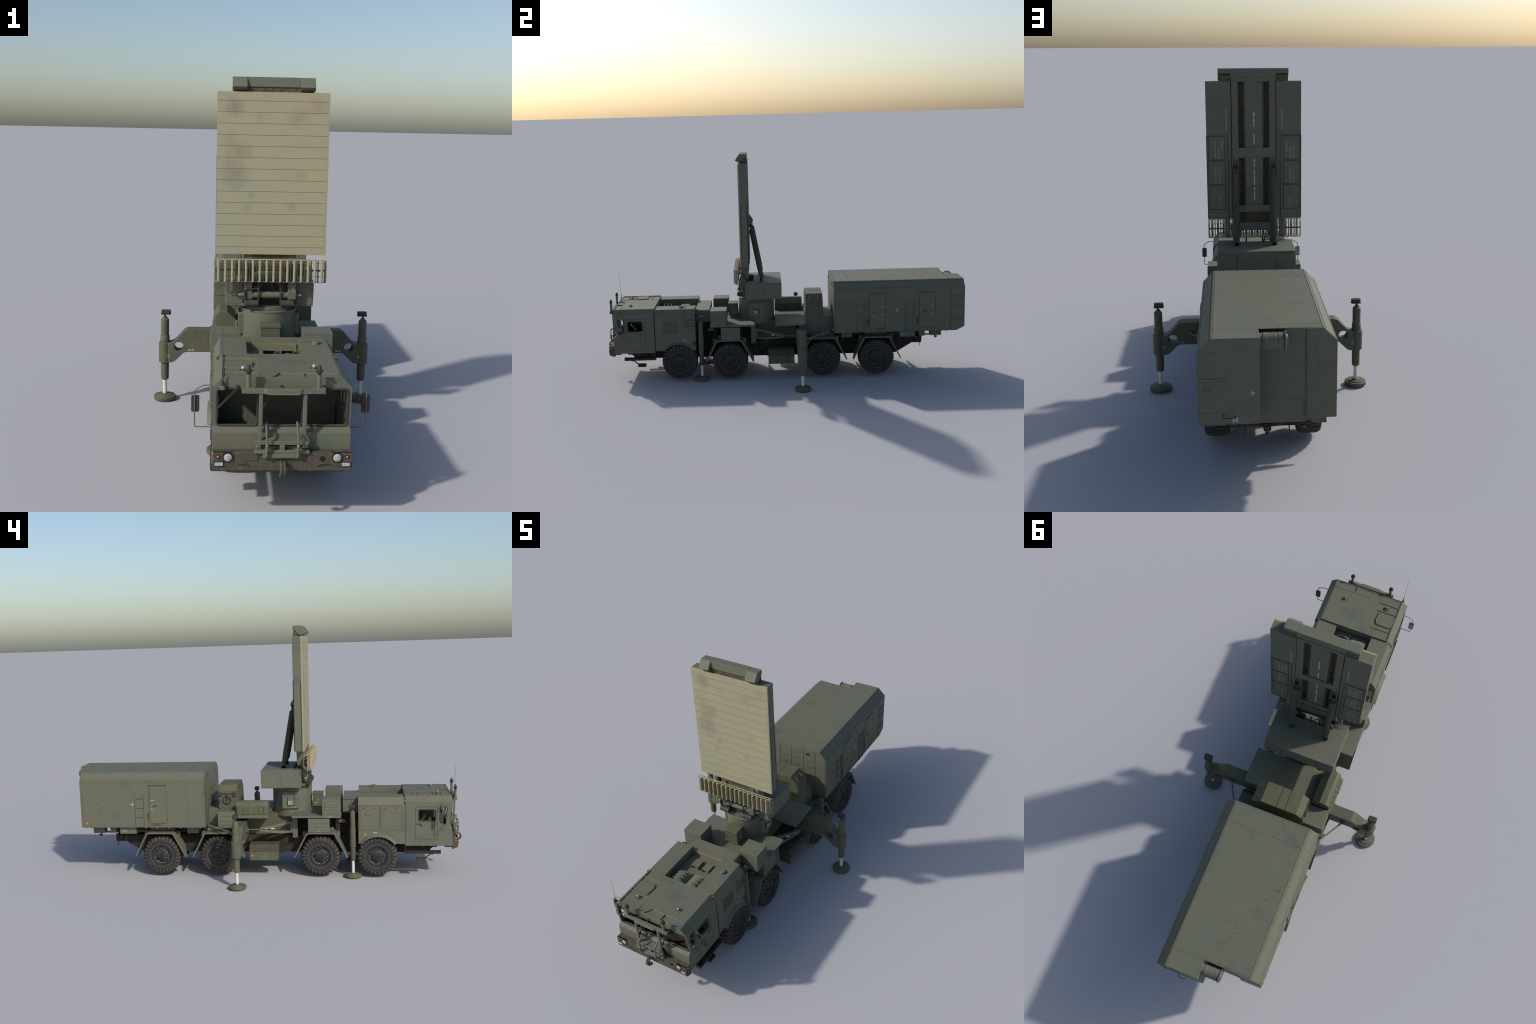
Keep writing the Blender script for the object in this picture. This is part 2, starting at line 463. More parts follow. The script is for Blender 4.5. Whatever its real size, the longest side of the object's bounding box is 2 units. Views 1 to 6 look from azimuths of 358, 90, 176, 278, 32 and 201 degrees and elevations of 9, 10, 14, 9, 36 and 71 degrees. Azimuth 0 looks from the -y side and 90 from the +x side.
# ------------------------------------------------------------------ mudguards
def mudguard(side, half_top=0.0665, half_tip=0.1335):
    p = Part()
    t = 0.0055
    zt, zb = 0.2275, 0.104
    out = [(-half_tip, zb), (-half_top - 0.006, zt - 0.004), (-half_top + 0.004, zt + 0.001), (half_top - 0.004, zt + 0.001), (half_top + 0.006, zt - 0.004), (half_tip, zb)]
    inn = [(half_tip - t * 1.1, zb - 0.001), (half_top + 0.001, zt - t - 0.004), (half_top - 0.006, zt - t), (-half_top + 0.006, zt - t), (-half_top - 0.001, zt - t - 0.004), (-half_tip + t * 1.1, zb - 0.001)]
    o3, i3 = out, inn[::-1]
    xs = (0.118, 0.205)
    for k in range(5):
        q = [o3[k], o3[k + 1], i3[k + 1], i3[k]]
        leg = k in (0, 4)
        cut, inner_tip = (0.36, xs[1] - 0.020) if k == (0 if side > 0 else 4) else (0.03, xs[0] + 0.002)
        if not leg:
            p.prism(q, 'x', xs[0], xs[1], 'green', 0.0)
        else:
            tip, root = (q[0], q[3]) if k == 0 else (q[1], q[2]), None
            v, f = [], []
            lo = (0, 3) if k == 0 else (1, 2)
            hi = (1, 2) if k == 0 else (0, 3)
            mid = lambda a, b, t_: (a[0] + (b[0] - a[0]) * t_, a[1] + (b[1] - a[1]) * t_)
            for j in (0, 1):
                L, H = q[lo[j]], q[hi[j]]
                C = mid(L, H, cut)
                v += [(xs[1], *L), (xs[1], *H), (xs[0], *H), (xs[0], *C), (inner_tip, *L)]
            f = [(0, 1, 2, 3, 4), (9, 8, 7, 6, 5)] + [(i, (i + 1) % 5, 5 + (i + 1) % 5, 5 + i) for i in range(5)]
            p.poly(v, f, 'green')
    # bracket tabs on both shoulders and stiffening flange on the top inner side
    p.box((0.118, 0.150), (-half_top + 0.004, half_top - 0.004), (zt + 0.001, zt + 0.013), 'green')
    for s in (1, -1):
        p.box((0.128, 0.150), (s * (half_top + 0.010), s * (half_top + 0.026)), (zt - 0.030, zt - 0.004), 'green')
    return p
MG = {s: mudguard(s).mesh('mudguard') for s in (1, -1)}
for y in (-0.3030, 0.2105, 0.5080):
    for s in (1, -1):
        add('mudguard', MG[s], ROOT, (0, y, 0), None if s > 0 else (0, 0, math.pi))

# ------------------------------------------------------------------ cab
def boolean(target, cutters):
    for c in cutters:
        md = target.modifiers.new('cut', 'BOOLEAN')
        md.operation = 'DIFFERENCE'
        md.solver = 'EXACT'
        md.object = c
    bpy.context.view_layer.update()
    dg = bpy.context.evaluated_depsgraph_get()
    me = bpy.data.meshes.new_from_object(target.evaluated_get(dg))
    old = target.data
    target.modifiers.clear()
    target.data = me
    for c in cutters:
        bpy.data.objects.remove(c)
    flags = [False] * len(me.polygons)
    me.polygons.foreach_get('use_smooth', flags)
    me.set_sharp_from_angle(angle=R(30))
    me.polygons.foreach_set('use_smooth', flags)
    me.update()

CX = 0.1878                                  # half width of cab and engine cover
def cab_shell(part, inset, key, front_cut=0.0):
    d = inset
    pr = [(-0.711 - d, 0.1625 + d), (-0.9365 + d, 0.1625 + d), (-0.9350 + d, 0.2515), (-0.9205 + d, 0.2650), (-0.9355 + d, 0.379), (-0.9345 + d, 0.404 - d), (-0.711 - d, 0.404 - d)]
    xs = [CX - d, CX - d, CX - d, CX - d, CX - d, 0.1625 - d, 0.1625 - d]
    v = [(x, y, z) for (y, z), x in zip(pr, xs)] + [(-x, y, z) for (y, z), x in zip(pr, xs)]
    v += [(CX - d, -0.711 - d, 0.379), (-CX + d, -0.711 - d, 0.379)]
    f = [(0, 1, 2, 3, 4, 14), (14, 4, 5, 6), (7, 8, 9, 10, 11, 15), (15, 11, 12, 13), (0, 7, 8, 1), (1, 8, 9, 2), (2, 9, 10, 3), (3, 10, 11, 4), (4, 11, 12, 5), (5, 12, 13, 6), (0, 14, 6, 13, 15, 7)]
    part.poly(v, f, key)
    return part

cab = add('cab', cab_shell(Part(), 0.0, 'roof'))
def cutter(pts, axis, a0, a1):
    q = Part(); q.prism(pts, axis, a0, a1, 'seal', 0.0)
    return add('cutter', q, None)
inner = add('cutter', cab_shell(Part(), 0.007, 'inside'), None)
def front_y(z):                               # windscreen plane leans outward to the top
    return -0.9205 + (z - 0.265) / (0.379 - 0.265) * (-0.0150)
WIN = [(-0.1205, 0.0540), (0.0000, 0.0550), (0.1230, 0.0540)]
ZC, ZH = 0.3215, 0.0530
SIDE = (-0.8165, 0.3135, 0.0385, 0.0265)      # door window in (y, z)
QUARTER = [(-0.8775, 0.354), (-0.9135, 0.353), (-0.9045, 0.2685), (-0.8965, 0.2690), (-0.8775, 0.2815)]
cuts = [inner] + [cutter(rrect(cx, ZC, hw, ZH, 0.009), 'y', -1.0, -0.90) for cx, hw in WIN]
cuts.append(cutter(rrect(SIDE[0], SIDE[1], SIDE[2], SIDE[3], 0.006), 'x', -0.25, 0.25))
cuts.append(cutter(QUARTER, 'x', -0.25, 0.25))
boolean(cab, cuts)

cab.location.x = -0.0026
p = Part()                                    # rubber gaskets round every opening
for cx, hw in WIN:
    p.tube([(u, front_y(v) - 0.0005, v) for u, v in rrect(cx, ZC, hw + 0.001, ZH + 0.001, 0.010)], 0.0030, 'seal', 8, closed=True)
for s in (1, -1):
    p.tube([(s * (CX + 0.0004), u, v) for u, v in rrect(SIDE[0], SIDE[1], SIDE[2] + 0.001, SIDE[3] + 0.001, 0.007)], 0.0028, 'seal', 8, closed=True)
    q = []
    for a, b in zip(QUARTER, QUARTER[1:] + QUARTER[:1]):
        for t in (0.08, 0.5, 0.92):
            q.append((s * (CX + 0.0002), a[0] + (b[0] - a[0]) * t, a[1] + (b[1] - a[1]) * t))
    p.tube(q, 0.0020, 'seal', 8, closed=True)
add('window_gasket', p, cab)

p = Part()                                    # furniture inside
p.box((-0.178, 0.178), (-0.716, -0.7115), (0.352, 0.396), 'inside', 0.0)
p.box((-0.178, 0.178), (-0.925, -0.662), (0.1705, 0.1760), 'inside')
p.tube([(0.165, -0.80, 0.21), (0.163, -0.815, 0.29), (0.163, -0.845, 0.325)], 0.003, 'mirror', 6)
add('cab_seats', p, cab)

# roof fittings
p = Part()
p.box((-0.063, 0.1600), (-0.896, -0.7135), (0.4035, 0.4055), 'roof', 0.0006)
p.box((-0.0100, 0.1600), (-0.8995, -0.8960), (0.4035, 0.4070), 'dusty', 0.0006)
p.box((-0.0650, -0.0625), (-0.925, -0.714), (0.4035, 0.4060), 'dusty', 0.0)
for y in (-0.8905, -0.8500, -0.7555):
    p.box((-0.159, -0.064), (y - 0.0018, y + 0.0018), (0.4035, 0.4075), 'dusty', 0.0006)
p.box((-0.1640, -0.1585), (-0.9305, -0.712), (0.4035, 0.4085), 'green', 0.0006)
p.box((-0.1585, 0.1610), (-0.7145, -0.7100), (0.4030, 0.4080), 'green', 0.0006)
p.box((-0.1585, 0.1580), (-0.9335, -0.9300), (0.4030, 0.4065), 'green', 0.0006)
p.prism([(0.0565, -0.934), (0.0595, -0.934), (0.0600, -0.898), (0.0570, -0.898)], 'z', 0.4035, 0.4090, 'green', 0.0)
p.prism([(-0.0300, -0.934), (-0.0265, -0.934), (-0.0050, -0.898), (-0.0085, -0.898)], 'z', 0.4035, 0.4090, 'green', 0.0)
p.prism(rrect(-0.1160, -0.8115, 0.0405, 0.0325, 0.010), 'z', 0.4035, 0.4070, 'roof', 0.0006)
p.tube([(u, v, 0.4045) for u, v in rrect(-0.1160, -0.8115, 0.0415, 0.0335, 0.011)], 0.0009, 'rivet', 5, closed=True)
p.tube([(-0.082, -0.838, 0.406), (-0.082, -0.838, 0.409), (-0.0765, -0.80, 0.409), (-0.082, -0.784, 0.409), (-0.088, -0.7775, 0.409), (-0.150, -0.7775, 0.409), (-0.150, -0.7775, 0.405)], 0.0012, 'green', 6)
for x, y in ((0.093, -0.850), (-0.105, -0.871)):
    p.lathe([(0.0135, 0.0), (0.0135, 0.0018), (0.011, 0.0018), (0.0112, 0.0018), (0.0105, 0.0004), (0.0, 0.0004)], (x, y, 0.4050), (0, 0, 1), 'green', 24)
    p.cyl((x, y, 0.404), (x, y, 0.411), 0.0028, 'green', 10)
    p.lathe([(0, -0.006), (0.0040, -0.0045), (0.0056, -0.001), (0.0058, 0.0012)], (x, y, 0.4135), (0, -1, 0.12), 'green', 16)
    p.lathe([(0.0055, 0.0010), (0.0047, 0.0032), (0.0028, 0.0048), (0, 0.0054)], (x, y, 0.4135), (0, -1, 0.12), 'knob', 16)
    p.box((x - 0.010, x - 0.004), (y + 0.004, y + 0.008), (0.404, 0.408), 'black')
    p.box((x + 0.004, x + 0.012), (y - 0.002, y + 0.002), (0.404, 0.408), 'black')
add('cab_roof_fittings', p, cab)

# doors, seams and handles
p = Part()
for s in (1, -1):
    X = s * CX
    pl = lambda u, v, h=0.0, X=X, s=s: (X + s * h, u, v)
    for pts in ([(-0.7615, 0.1935), (-0.7615, 0.350), (-0.7660, 0.3545), (-0.8600, 0.3545), (-0.8655, 0.350), (-0.8655, 0.2680), (-0.8660, 0.1935)],):
        p.tube([(X, u, v) for u, v in pts], 0.0007, 'bronze', 5, closed=True)
    p.tube([(X, -0.8655, 0.268), (X, -0.8735, 0.272), (X, -0.8735, 0.357), (X, -0.9150, 0.357)], 0.0006, 'green', 5)
    p.tube([(X + s * 0.0020, -0.7700, 0.270), (X + s * 0.0045, -0.773, 0.2725), (X + s * 0.0045, -0.788, 0.2715), (X + s * 0.0025, -0.7915, 0.262), (X + s * 0.001, -0.786, 0.2575)], 0.0014, 'black', 6)
    p.lathe([(0.0040, 0), (0.0040, 0.001), (0.0030, 0.001), (0.0030, 0.0003), (0, 0.0003)], (X, -0.8135, 0.2535), (s, 0, 0), 'green', 14)
    p.box((X - s * 0.001, X + s * 0.0012), (-0.9355, -0.712), (0.1630, 0.1755), 'green', 0.0004)
    for y in (-0.725, -0.735, -0.88, -0.905, -0.918):
        p.lathe([(0.0014, 0), (0.0011, 0.0006), (0, 0.0007)], (X + s * 0.001, y, 0.1715), (s, 0, 0), 'green', 8)
    p.box((X - s * 0.0005, X + s * 0.0010), (-0.7130, -0.7090), (0.168, 0.378), 'bronze', 0.0)
    p.tube([(X, -0.936, 0.3795), (X, -0.712, 0.3795)], 0.0006, 'green', 5)
add('cab_door', p, cab)

# windscreen wipers, antenna, mirrors
p = Part()
for dx in (0.0, 0.1175, 0.2340):
    x0, x1 = -0.1215 + dx, -0.1745 + dx
    p.box((x0 - 0.004, x0 + 0.004), (front_y(0.381) - 0.005, front_y(0.381)), (0.377, 0.386), 'seal', 0.001)
    p.cyl((x0, front_y(0.379) - 0.004, 0.380), (x1, front_y(0.318) - 0.0045, 0.319), 0.0016, 'black', 6)
    p.cyl((x0 + 0.004, front_y(0.379) - 0.004, 0.378), (x1 + 0.004, front_y(0.318) - 0.0045, 0.319), 0.0010, 'black', 6)
    p.cyl((x1 + 0.003, front_y(0.352) - 0.003, 0.352), (x1 + 0.002, front_y(0.287) - 0.003, 0.288), 0.0011, 'black', 6)
add('wiper', p, cab)
p = Part()
p.box((-0.169, -0.154), (-0.952, -0.934), (0.3745, 0.3860), 'green', 0.002)
p.cyl((-0.161, -0.944, 0.385), (-0.161, -0.944, 0.397), 0.0062, 'black', 12, 0.0040)
p.cyl((-0.161, -0.944, 0.397), (-0.1613, -0.9455, 0.432), 0.0022, 'black', 8, 0.0011)
p.cyl((-0.1613, -0.9455, 0.43), (-0.1625, -0.9525, 0.5530), 0.00065, 'black', 6, 0.0005)
add('whip_antenna', p, cab)
for s in (1, -1):
    p = Part()
    p.tube([(s * 0.186, -0.888, 0.3685), (s * 0.2120, -0.888, 0.3690), (s * 0.2350, -0.887, 0.3550), (s * 0.2365, -0.887, 0.352), (s * 0.2365, -0.887, 0.2530), (s * 0.2340, -0.887, 0.2500), (s * 0.186, -0.887, 0.2500)], 0.0017, 'green', 8)
    p.prism(rrect(s * 0.2350, 0.3145, 0.0112, 0.0230, 0.004), 'y', -0.8850, -0.8765, 'black', 0.0015)
    p.prism(rrect(s * 0.2350, 0.3145, 0.0092, 0.0210, 0.003), 'y', -0.8765, -0.8758, 'mirror', 0.0)
    p.tube([(s * CX, -0.885, 0.262), (s * (CX + 0.004), -0.885, 0.255), (s * (CX + 0.004), -0.845, 0.220), (s * (CX + 0.003), -0.845, 0.255)], 0.0009, 'green', 6)
    add('wing_mirror', p, cab)

# ------------------------------------------------------------------ bumper and nose frame
p = Part()
nose = [(-0.9346, 0.206), (-0.9615, 0.206), (-0.9640, 0.1560), (-0.9350, 0.1450)]
p.prism(nose, 'x', -0.1875, 0.1875, 'muddy', 0.0012)
fy = lambda z: -0.9615 - (0.207 - z) * 0.05
for s in (1, -1):
    p.prism([(fy(0.206) - 0.0014, 0.206), (fy(0.168) - 0.0014, 0.168), (-0.955, 0.168), (-0.955, 0.206)], 'x', s * 0.1305, s * 0.1868, 'muddy', 0.0008)
    p.box((s * 0.030, s * 0.044), (-0.945, -0.936), (0.1455, 0.1500), 'chassis')
    p.box((s * 0.142, s * 0.172), (-0.945, -0.936), (0.1460, 0.1500), 'chassis')
    for pts in ([(s * 0.1215, fy(0.178) - 0.004, 0.178), (s * 0.098, fy(0.177) - 0.005, 0.177), (s * 0.093, fy(0.174) - 0.004, 0.172)],):
        p.tube(pts, 0.0018, 'muddy', 6)
p.box((-0.1055, -0.0650), (-0.9650, -0.960), (0.1840, 0.1985), 'muddy', 0.0008)
p.lathe([(0.0072, 0.0), (0.0072, 0.0012), (0.006, 0.0014), (0.006, 0.0005), (0, 0.0005)], (0.1075, fy(0.1897), 0.1897), (0, -1, 0), 'bronze', 20)
for x in (-0.045, 0.04):                     # hinge plates behind the bumper top
    p.prism([(-0.9600, 0.2065), (-0.9480, 0.2065), (-0.9390, 0.2360), (-0.9450, 0.2350)], 'x', x - 0.012, x + 0.012, 'muddy', 0.0006)
bump = add('front_bumper', p)
p = Part()
for s in (1, -1):
    y = fy(0.193) - 0.001
    p.lathe([(0.0150, -0.001), (0.0150, 0.0022), (0.0116, 0.0024), (0.0113, 0.0012), (0, 0.0020)], (s * 0.1470, y, 0.1930), (0, -1, 0), 'bronze', 28)
    p.lathe([(0.0112, 0.0016), (0.0080, 0.0038), (0, 0.0046)], (s * 0.1470, y, 0.1930), (0, -1, 0), 'lens', 24)
    p.lathe([(0.0060, 0.0), (0.0060, 0.0022), (0, 0.0022)], (s * 0.1735, y, 0.1955), (0, -1, 0), 'bronze', 18)
    p.lathe([(0.0040, 0.0015), (0.0028, 0.0038), (0, 0.0044)], (s * 0.1735, y, 0.1955), (0, -1, 0), 'amber', 16)
    p.prism(rrect(s * 0.1708, 0.1750, 0.0135, 0.0070, 0.0025), 'y', y - 0.0028, y, 'bronze', 0.0004)
    p.prism(rrect(s * 0.1708, 0.1750, 0.0113, 0.0050, 0.0020), 'y', y - 0.0042, y - 0.001, 'lens', 0.0008)
    p.lathe([(0.0045, 0.0), (0.0040, 0.0016), (0, 0.0024)], (s * 0.1875, -0.9525, 0.1995), (s, 0, 0), 'amber', 14)
    p.lathe([(0.0022, 0.0), (0.0020, 0.0012), (0, 0.0016)], (s * 0.1875, -0.9525, 0.1870), (s, 0, 0), 'amber', 12)
add('headlamp', p, bump)
p = Part()                                    # towing loop
pts = [(0, -0.962, 0.1800), (0, -0.972, 0.1835), (0, -0.984, 0.1830), (0, -0.9935, 0.1760), (0, -0.9955, 0.1650), (0, -0.9905, 0.1540), (0, -0.9820, 0.1500), (0, -0.972, 0.1515)]
for x in (-0.0042, 0.0042):
    p.tube([(x, b, c) for a, b, c in pts], 0.0042, 'muddy', 10)
p.box((-0.0095, 0.0095), (-0.984, -0.970), (0.1460, 0.1530), 'muddy', 0.001)
p.box((-0.007, 0.007), (-0.970, -0.960), (0.1740, 0.1860), 'muddy', 0.001)
add('tow_hook', p, bump)

p = Part()                                    # light bar frame over the nose
for s in (1, -1):
    x = -0.0020 + s * 0.0590
    p.prism([(-0.9505, 0.2280), (-0.9585, 0.2280), (-0.9625, 0.372), (-0.9545, 0.372)], 'x', x - 0.0053, x + 0.0053, 'green', 0.0010)
    p.prism([(-0.9360, 0.2900), (-0.9550, 0.2800), (-0.9550, 0.2740), (-0.9345, 0.2560)], 'x', x + s * 0.001, x + s * 0.004, 'green', 0.0)
    p.box((x - s * 0.004, x + s * 0.011), (-0.964, -0.950), (0.218, 0.240), 'green', 0.003)
bar = [(-0.1125, -0.9650), (-0.0545, -0.9650), (-0.0440, -0.9700), (0.0425, -0.9700), (0.0520, -0.9650), (0.1105, -0.9650), (0.1105, -0.9520), (-0.1125, -0.9520)]
p.prism(bar, 'z', 0.3702, 0.3840, 'green', 0.0010)
p.box((-0.043, 0.041), (-0.9705, -0.956), (0.3685, 0.372), 'green', 0.0008)
for x in (-0.0950, 0.0925):
    p.box((x - 0.018, x + 0.018), (-0.9645, -0.953), (0.3835, 0.3870), 'green', 0.0006)
    p.cyl((x, -0.9585, 0.385), (x, -0.9585, 0.4210), 0.0057, 'green', 16)
    p.cyl((x, -0.9585, 0.4130), (x, -0.9585, 0.4215), 0.0072, 'green', 16, bev=0.0008)
p.box((-0.0735, 0.0690), (-0.9655, -0.9560), (0.2288, 0.2395), 'green', 0.001)
p.box((-0.0765, 0.0725), (-0.9690, -0.9560), (0.2045, 0.2140), 'green', 0.002)
p.box((-0.0532, 0.0485), (-0.9725, -0.9600), (0.1945, 0.2060), 'green', 0.001)
p.box((-0.0085, 0.0055), (-0.9660, -0.9560), (0.2050, 0.2300), 'green', 0.001)
p.box((-0.0600, 0.0560), (-0.9480, -0.9375), (0.2130, 0.2300), 'bronze', 0.0)
for z in (0.2170, 0.2215, 0.2260):
    p.box((-0.058, 0.054), (-0.9560, -0.9470), (z - 0.0008, z + 0.0008), 'green', 0.0)
p.prism([(-0.935, 0.2420), (-0.956, 0.2390), (-0.956, 0.2360), (-0.935, 0.2360)], 'x', -0.055, 0.050, 'green', 0.0005)
for x in (-0.0445, 0.0390):                   # gas struts
    p.cyl((x, -0.9420, 0.2850), (x, -0.9760, 0.2620), 0.0034, 'green', 10, bev=0.0008)
    p.cyl((x, -0.9760, 0.2640), (x + 0.001, -0.9790, 0.2350), 0.0027, 'green', 10)
    p.ball((x, -0.976, 0.2635), 0.0044, 'green', 10)
    p.cyl((x + 0.001, -0.9790, 0.2375), (x + 0.001, -0.9790, 0.2315), 0.0020, 'rod', 10)
    p.cyl((x + 0.001, -0.9790, 0.2325), (x + 0.0005, -0.9770, 0.2020), 0.0046, 'green', 12, bev=0.001)
    p.cyl((x + 0.0005, -0.977, 0.2050), (x, -0.975, 0.1975), 0.0030, 'green', 8)
lightbar = add('light_bar', p)
for x in (-0.0950, 0.0925):
    p = Part()
    p.lathe([(0, 0.4215), (0.0030, 0.4215), (0.0055, 0.4255), (0.0104, 0.4318), (0.0107, 0.4340), (0.0060, 0.4348), (0.0058, 0.4425), (0.0040, 0.4470), (0, 0.4480)], (x, -0.9585, 0), (0, 0, 1), 'black', 18)
    add('beacon_lamp', p, lightbar)

# ------------------------------------------------------------------ engine cover
p = Part()
arch = [(-0.690, 0.1715), (-0.660, 0.1715)]
for k in range(1, 14):
    t = k / 14
    y = -0.660 + 0.1565 * t
    arch.append((y, 0.1085 + math.sqrt(max(0, 0.1012 ** 2 - (y + 0.5818) ** 2))))
arch += [(-0.5035, 0.1715), (-0.487, 0.1715), (-0.487, 0.365), (-0.690, 0.365)]
for s in (1, -1):
    p.prism(arch, 'x', s * 0.150, s * CX, 'green', 0.0006)
    p.box((s * 0.176, s * CX), (-0.7110, -0.6895), (0.1715, 0.3650), 'green', 0.0)
    v, f = [], []                             # flared lip round the wheel arch
    N = 18
    for k in range(N + 1):
        a = R(38 + 104 * k / N)
        for x, r in ((CX - 0.001, 0.1135), (0.2040, 0.1030), (0.2045, 0.1012), (CX - 0.004, 0.1012)):
            v.append((s * x, -0.5818 + r * math.cos(a), 0.1085 + r * math.sin(a)))
    for k in range(N):
        for j in range(4):
            f.append((4 * k + j, 4 * k + (j + 1) % 4, 4 * k + 4 + (j + 1) % 4, 4 * k + 4 + j))
    f += [(0, 1, 2, 3), (4 * N, 4 * N + 1, 4 * N + 2, 4 * N + 3)]
    p.poly(v, f, 'green')
p.box((-0.15, 0.15), (-0.662, -0.487), (0.210, 0.3600), 'green', 0.0)
p.box((-0.177, 0.177), (-0.7110, -0.7070), (0.3510, 0.4000), 'green', 0.0)
p.box((-0.177, 0.177), (-0.7075, -0.6610), (0.3560, 0.3600), 'green', 0.0)
p.box((-0.177, 0.177), (-0.6640, -0.6612), (0.1750, 0.3570), 'slot', 0.0)  # cab back wall in a lightened brown, matching sun through the windscreen
# raised roof cheeks either side of the louvre well
for s, xi in ((1, 0.0830), (-1, 0.0860)):
    p.prism([(s * xi, 0.3500), (s * 0.150, 0.3500), (s * 0.150, 0.3648), (s * CX, 0.3648), (s * 0.1690, 0.4005), (s * xi, 0.4005)], 'y', -0.7105, -0.4870, 'roof', 0.0006)
p.box((-0.0905, 0.0785), (-0.4895, -0.4850), (0.345, 0.3790), 'dusty', 0.0006)
p.box((0.0740, 0.0785), (-0.705, -0.495), (0.358, 0.363), 'green', 0.0005)
cover = add('engine_cover', p)
cover.location.x = -0.0045

p = Part()                                    # louvres and intakes in the well
for x0, x1, ys in ((-0.079, -0.0135, (-0.6860, -0.6670, -0.6480, -0.6290)), (0.0045, 0.0640, (-0.6860, -0.6660, -0.6460, -0.6230))):
    p.box((x0 - 0.003, x1 + 0.003), (-0.7000, ys[-1] + 0.024), (0.3510, 0.3650), 'green', 0.0005)
    for i, y in enumerate(ys):
        n = 10
        h = 0.0240 if i < 3 else 0.008
        rise = [h * (math.sin(math.pi * k / n) ** 0.8) for k in range(n + 1)]
        xs = [x0 + (x1 - x0) * k / n for k in range(n + 1)]
        v, f = [], []                         # scoop: low lip in front, arched opening behind
        for x, r in zip(xs, rise):
            v += [(x, y, 0.3655 + 0.06 * r), (x, y + 0.0130, 0.3650 + r), (x, y + 0.0145, 0.3650 + r), (x, y + 0.0140, 0.3640 + 0.90 * r), (x, y + 0.001, 0.3640)]
        for k in range(n):
            for q in range(5):
                f.append((5 * k + q, 5 * k + (q + 1) % 5, 5 * k + 5 + (q + 1) % 5, 5 * k + 5 + q))
        f += [(0, 1, 2, 3, 4), (5 * n, 5 * n + 1, 5 * n + 2, 5 * n + 3, 5 * n + 4)]
        p.poly(v, f, 'green')
for x0, x1 in ((-0.0395, -0.0015), (0.0175, 0.0550)):
    p.box((x0, x1), (-0.578, -0.531), (0.3805, 0.3830), 'green', 0.0005)
    p.box((x0, x0 + 0.002), (-0.576, -0.531), (0.3510, 0.3808), 'green', 0.0)
    p.box((x1 - 0.002, x1), (-0.576, -0.531), (0.3510, 0.3808), 'green', 0.0)
    p.box((x0 + 0.001, x1 - 0.001), (-0.545, -0.532), (0.3510, 0.3808), 'green', 0.0)
    p.box((x0 + 0.001, x1 - 0.001), (-0.576, -0.532), (0.3510, 0.3650), 'green', 0.0)
p.box((-0.045, 0.065), (-0.590, -0.515), (0.3590, 0.3625), 'green', 0.0005)
add('engine_louvre', p, cover).location.x = 0.0045

p = Part()                                    # panels, rails and caps
for a, b, h in ((-0.5885, -0.4910, 0), (-0.6970, -0.5940, 1)):
    cy, hy = (a + b) / 2, (b - a) / 2
    pl = lambda u, v, X=-CX: (X, u, v)
    p.tube([(-CX, u, v) for u, v in rrect(cy, 0.3025, hy, 0.0580, 0.002)], 0.0006, 'bronze', 5, closed=True)
    p.prism(rrect(cy - (0.001 if h else 0), 0.3010, hy - 0.009, 0.0410, 0.002), 'x', -CX - 0.0012, -CX + 0.001, 'green', 0.0005)
    for k in (-0.5, 0.5):
        p.ball((-CX - 0.0005, cy + k * hy * 1.02, 0.3510), 0.0045, 'green', 12, 0.5)
p.box((-CX - 0.0035, -CX), (-0.5545, -0.5200), (0.3110, 0.3290), 'green', 0.0016)
p.box((CX - 0.0005, CX + 0.0018), (-0.6865, -0.5640), (0.2570, 0.3480), 'green', 0.0012)
p.box((CX, CX + 0.0026), (-0.6680, -0.5800), (0.2680, 0.3380), 'green', 0.0006)
for i in range(12):
    z = 0.2715 + i * 0.0057
    p.box((CX + 0.0022, CX + 0.0034), (-0.666, -0.582), (z - 0.0010, z + 0.0010), 'rivet', 0.0)
for s in (1, -1):
    p.box((s * CX - s * 0.0005, s * (CX + 0.0012)), (-0.7095, -0.488), (0.2355, 0.2380), 'green', 0.0003)
    y = -0.5175 if s < 0 else -0.531
    p.lathe([(0.0056, 0.0), (0.0050, 0.0020), (0, 0.0030)], (s * CX, y, 0.2165), (s, 0, 0), 'amber', 16)
    arcpts = [(s * (CX + 0.0003), q[0] * 1.0, q[1] + 0.003) for q in arch[1:-3]]
    p.tube(arcpts, 0.0015, 'green', 6)
    pl = lambda u, v, h=0.0, s=s: (s * (CX + 0.0002 + h), u, v)
    stencil(p, -0.560, 0.2255, (s if s > 0 else -1, 0), (0, 1), (3, 2), 0.0055, pl, 'mark', 3)
# grab rails going over the +x roof edge and a ladder niche below
for y in (-0.5450, -0.4900):
    p.tube([(0.092, y, 0.3995), (0.092, y, 0.4050), (0.1645, y, 0.4045), (CX + 0.004, y, 0.368), (CX + 0.004, y, 0.290)], 0.0013, 'green', 6)
for z in (0.3440, 0.3230, 0.3080):
    p.tube([(CX, -0.5450, z), (CX + 0.005, -0.5420, z), (CX + 0.005, -0.4950, z), (CX, -0.4920, z)], 0.0014, 'black', 6)
p.box((CX - 0.001, CX + 0.001), (-0.548, -0.489), (0.2420, 0.2920), 'green', 0.0006)
p.lathe([(0.0125, 0), (0.0125, 0.0085), (0.0110, 0.0100), (0, 0.0100)], (0.1310, -0.5660, 0.4000), (0, 0, 1), 'green', 20)
p.box((CX - 0.006, CX + 0.004), (-0.503, -0.488), (0.198, 0.224), 'black', 0.003)
add('engine_cover_panel', p, cover)

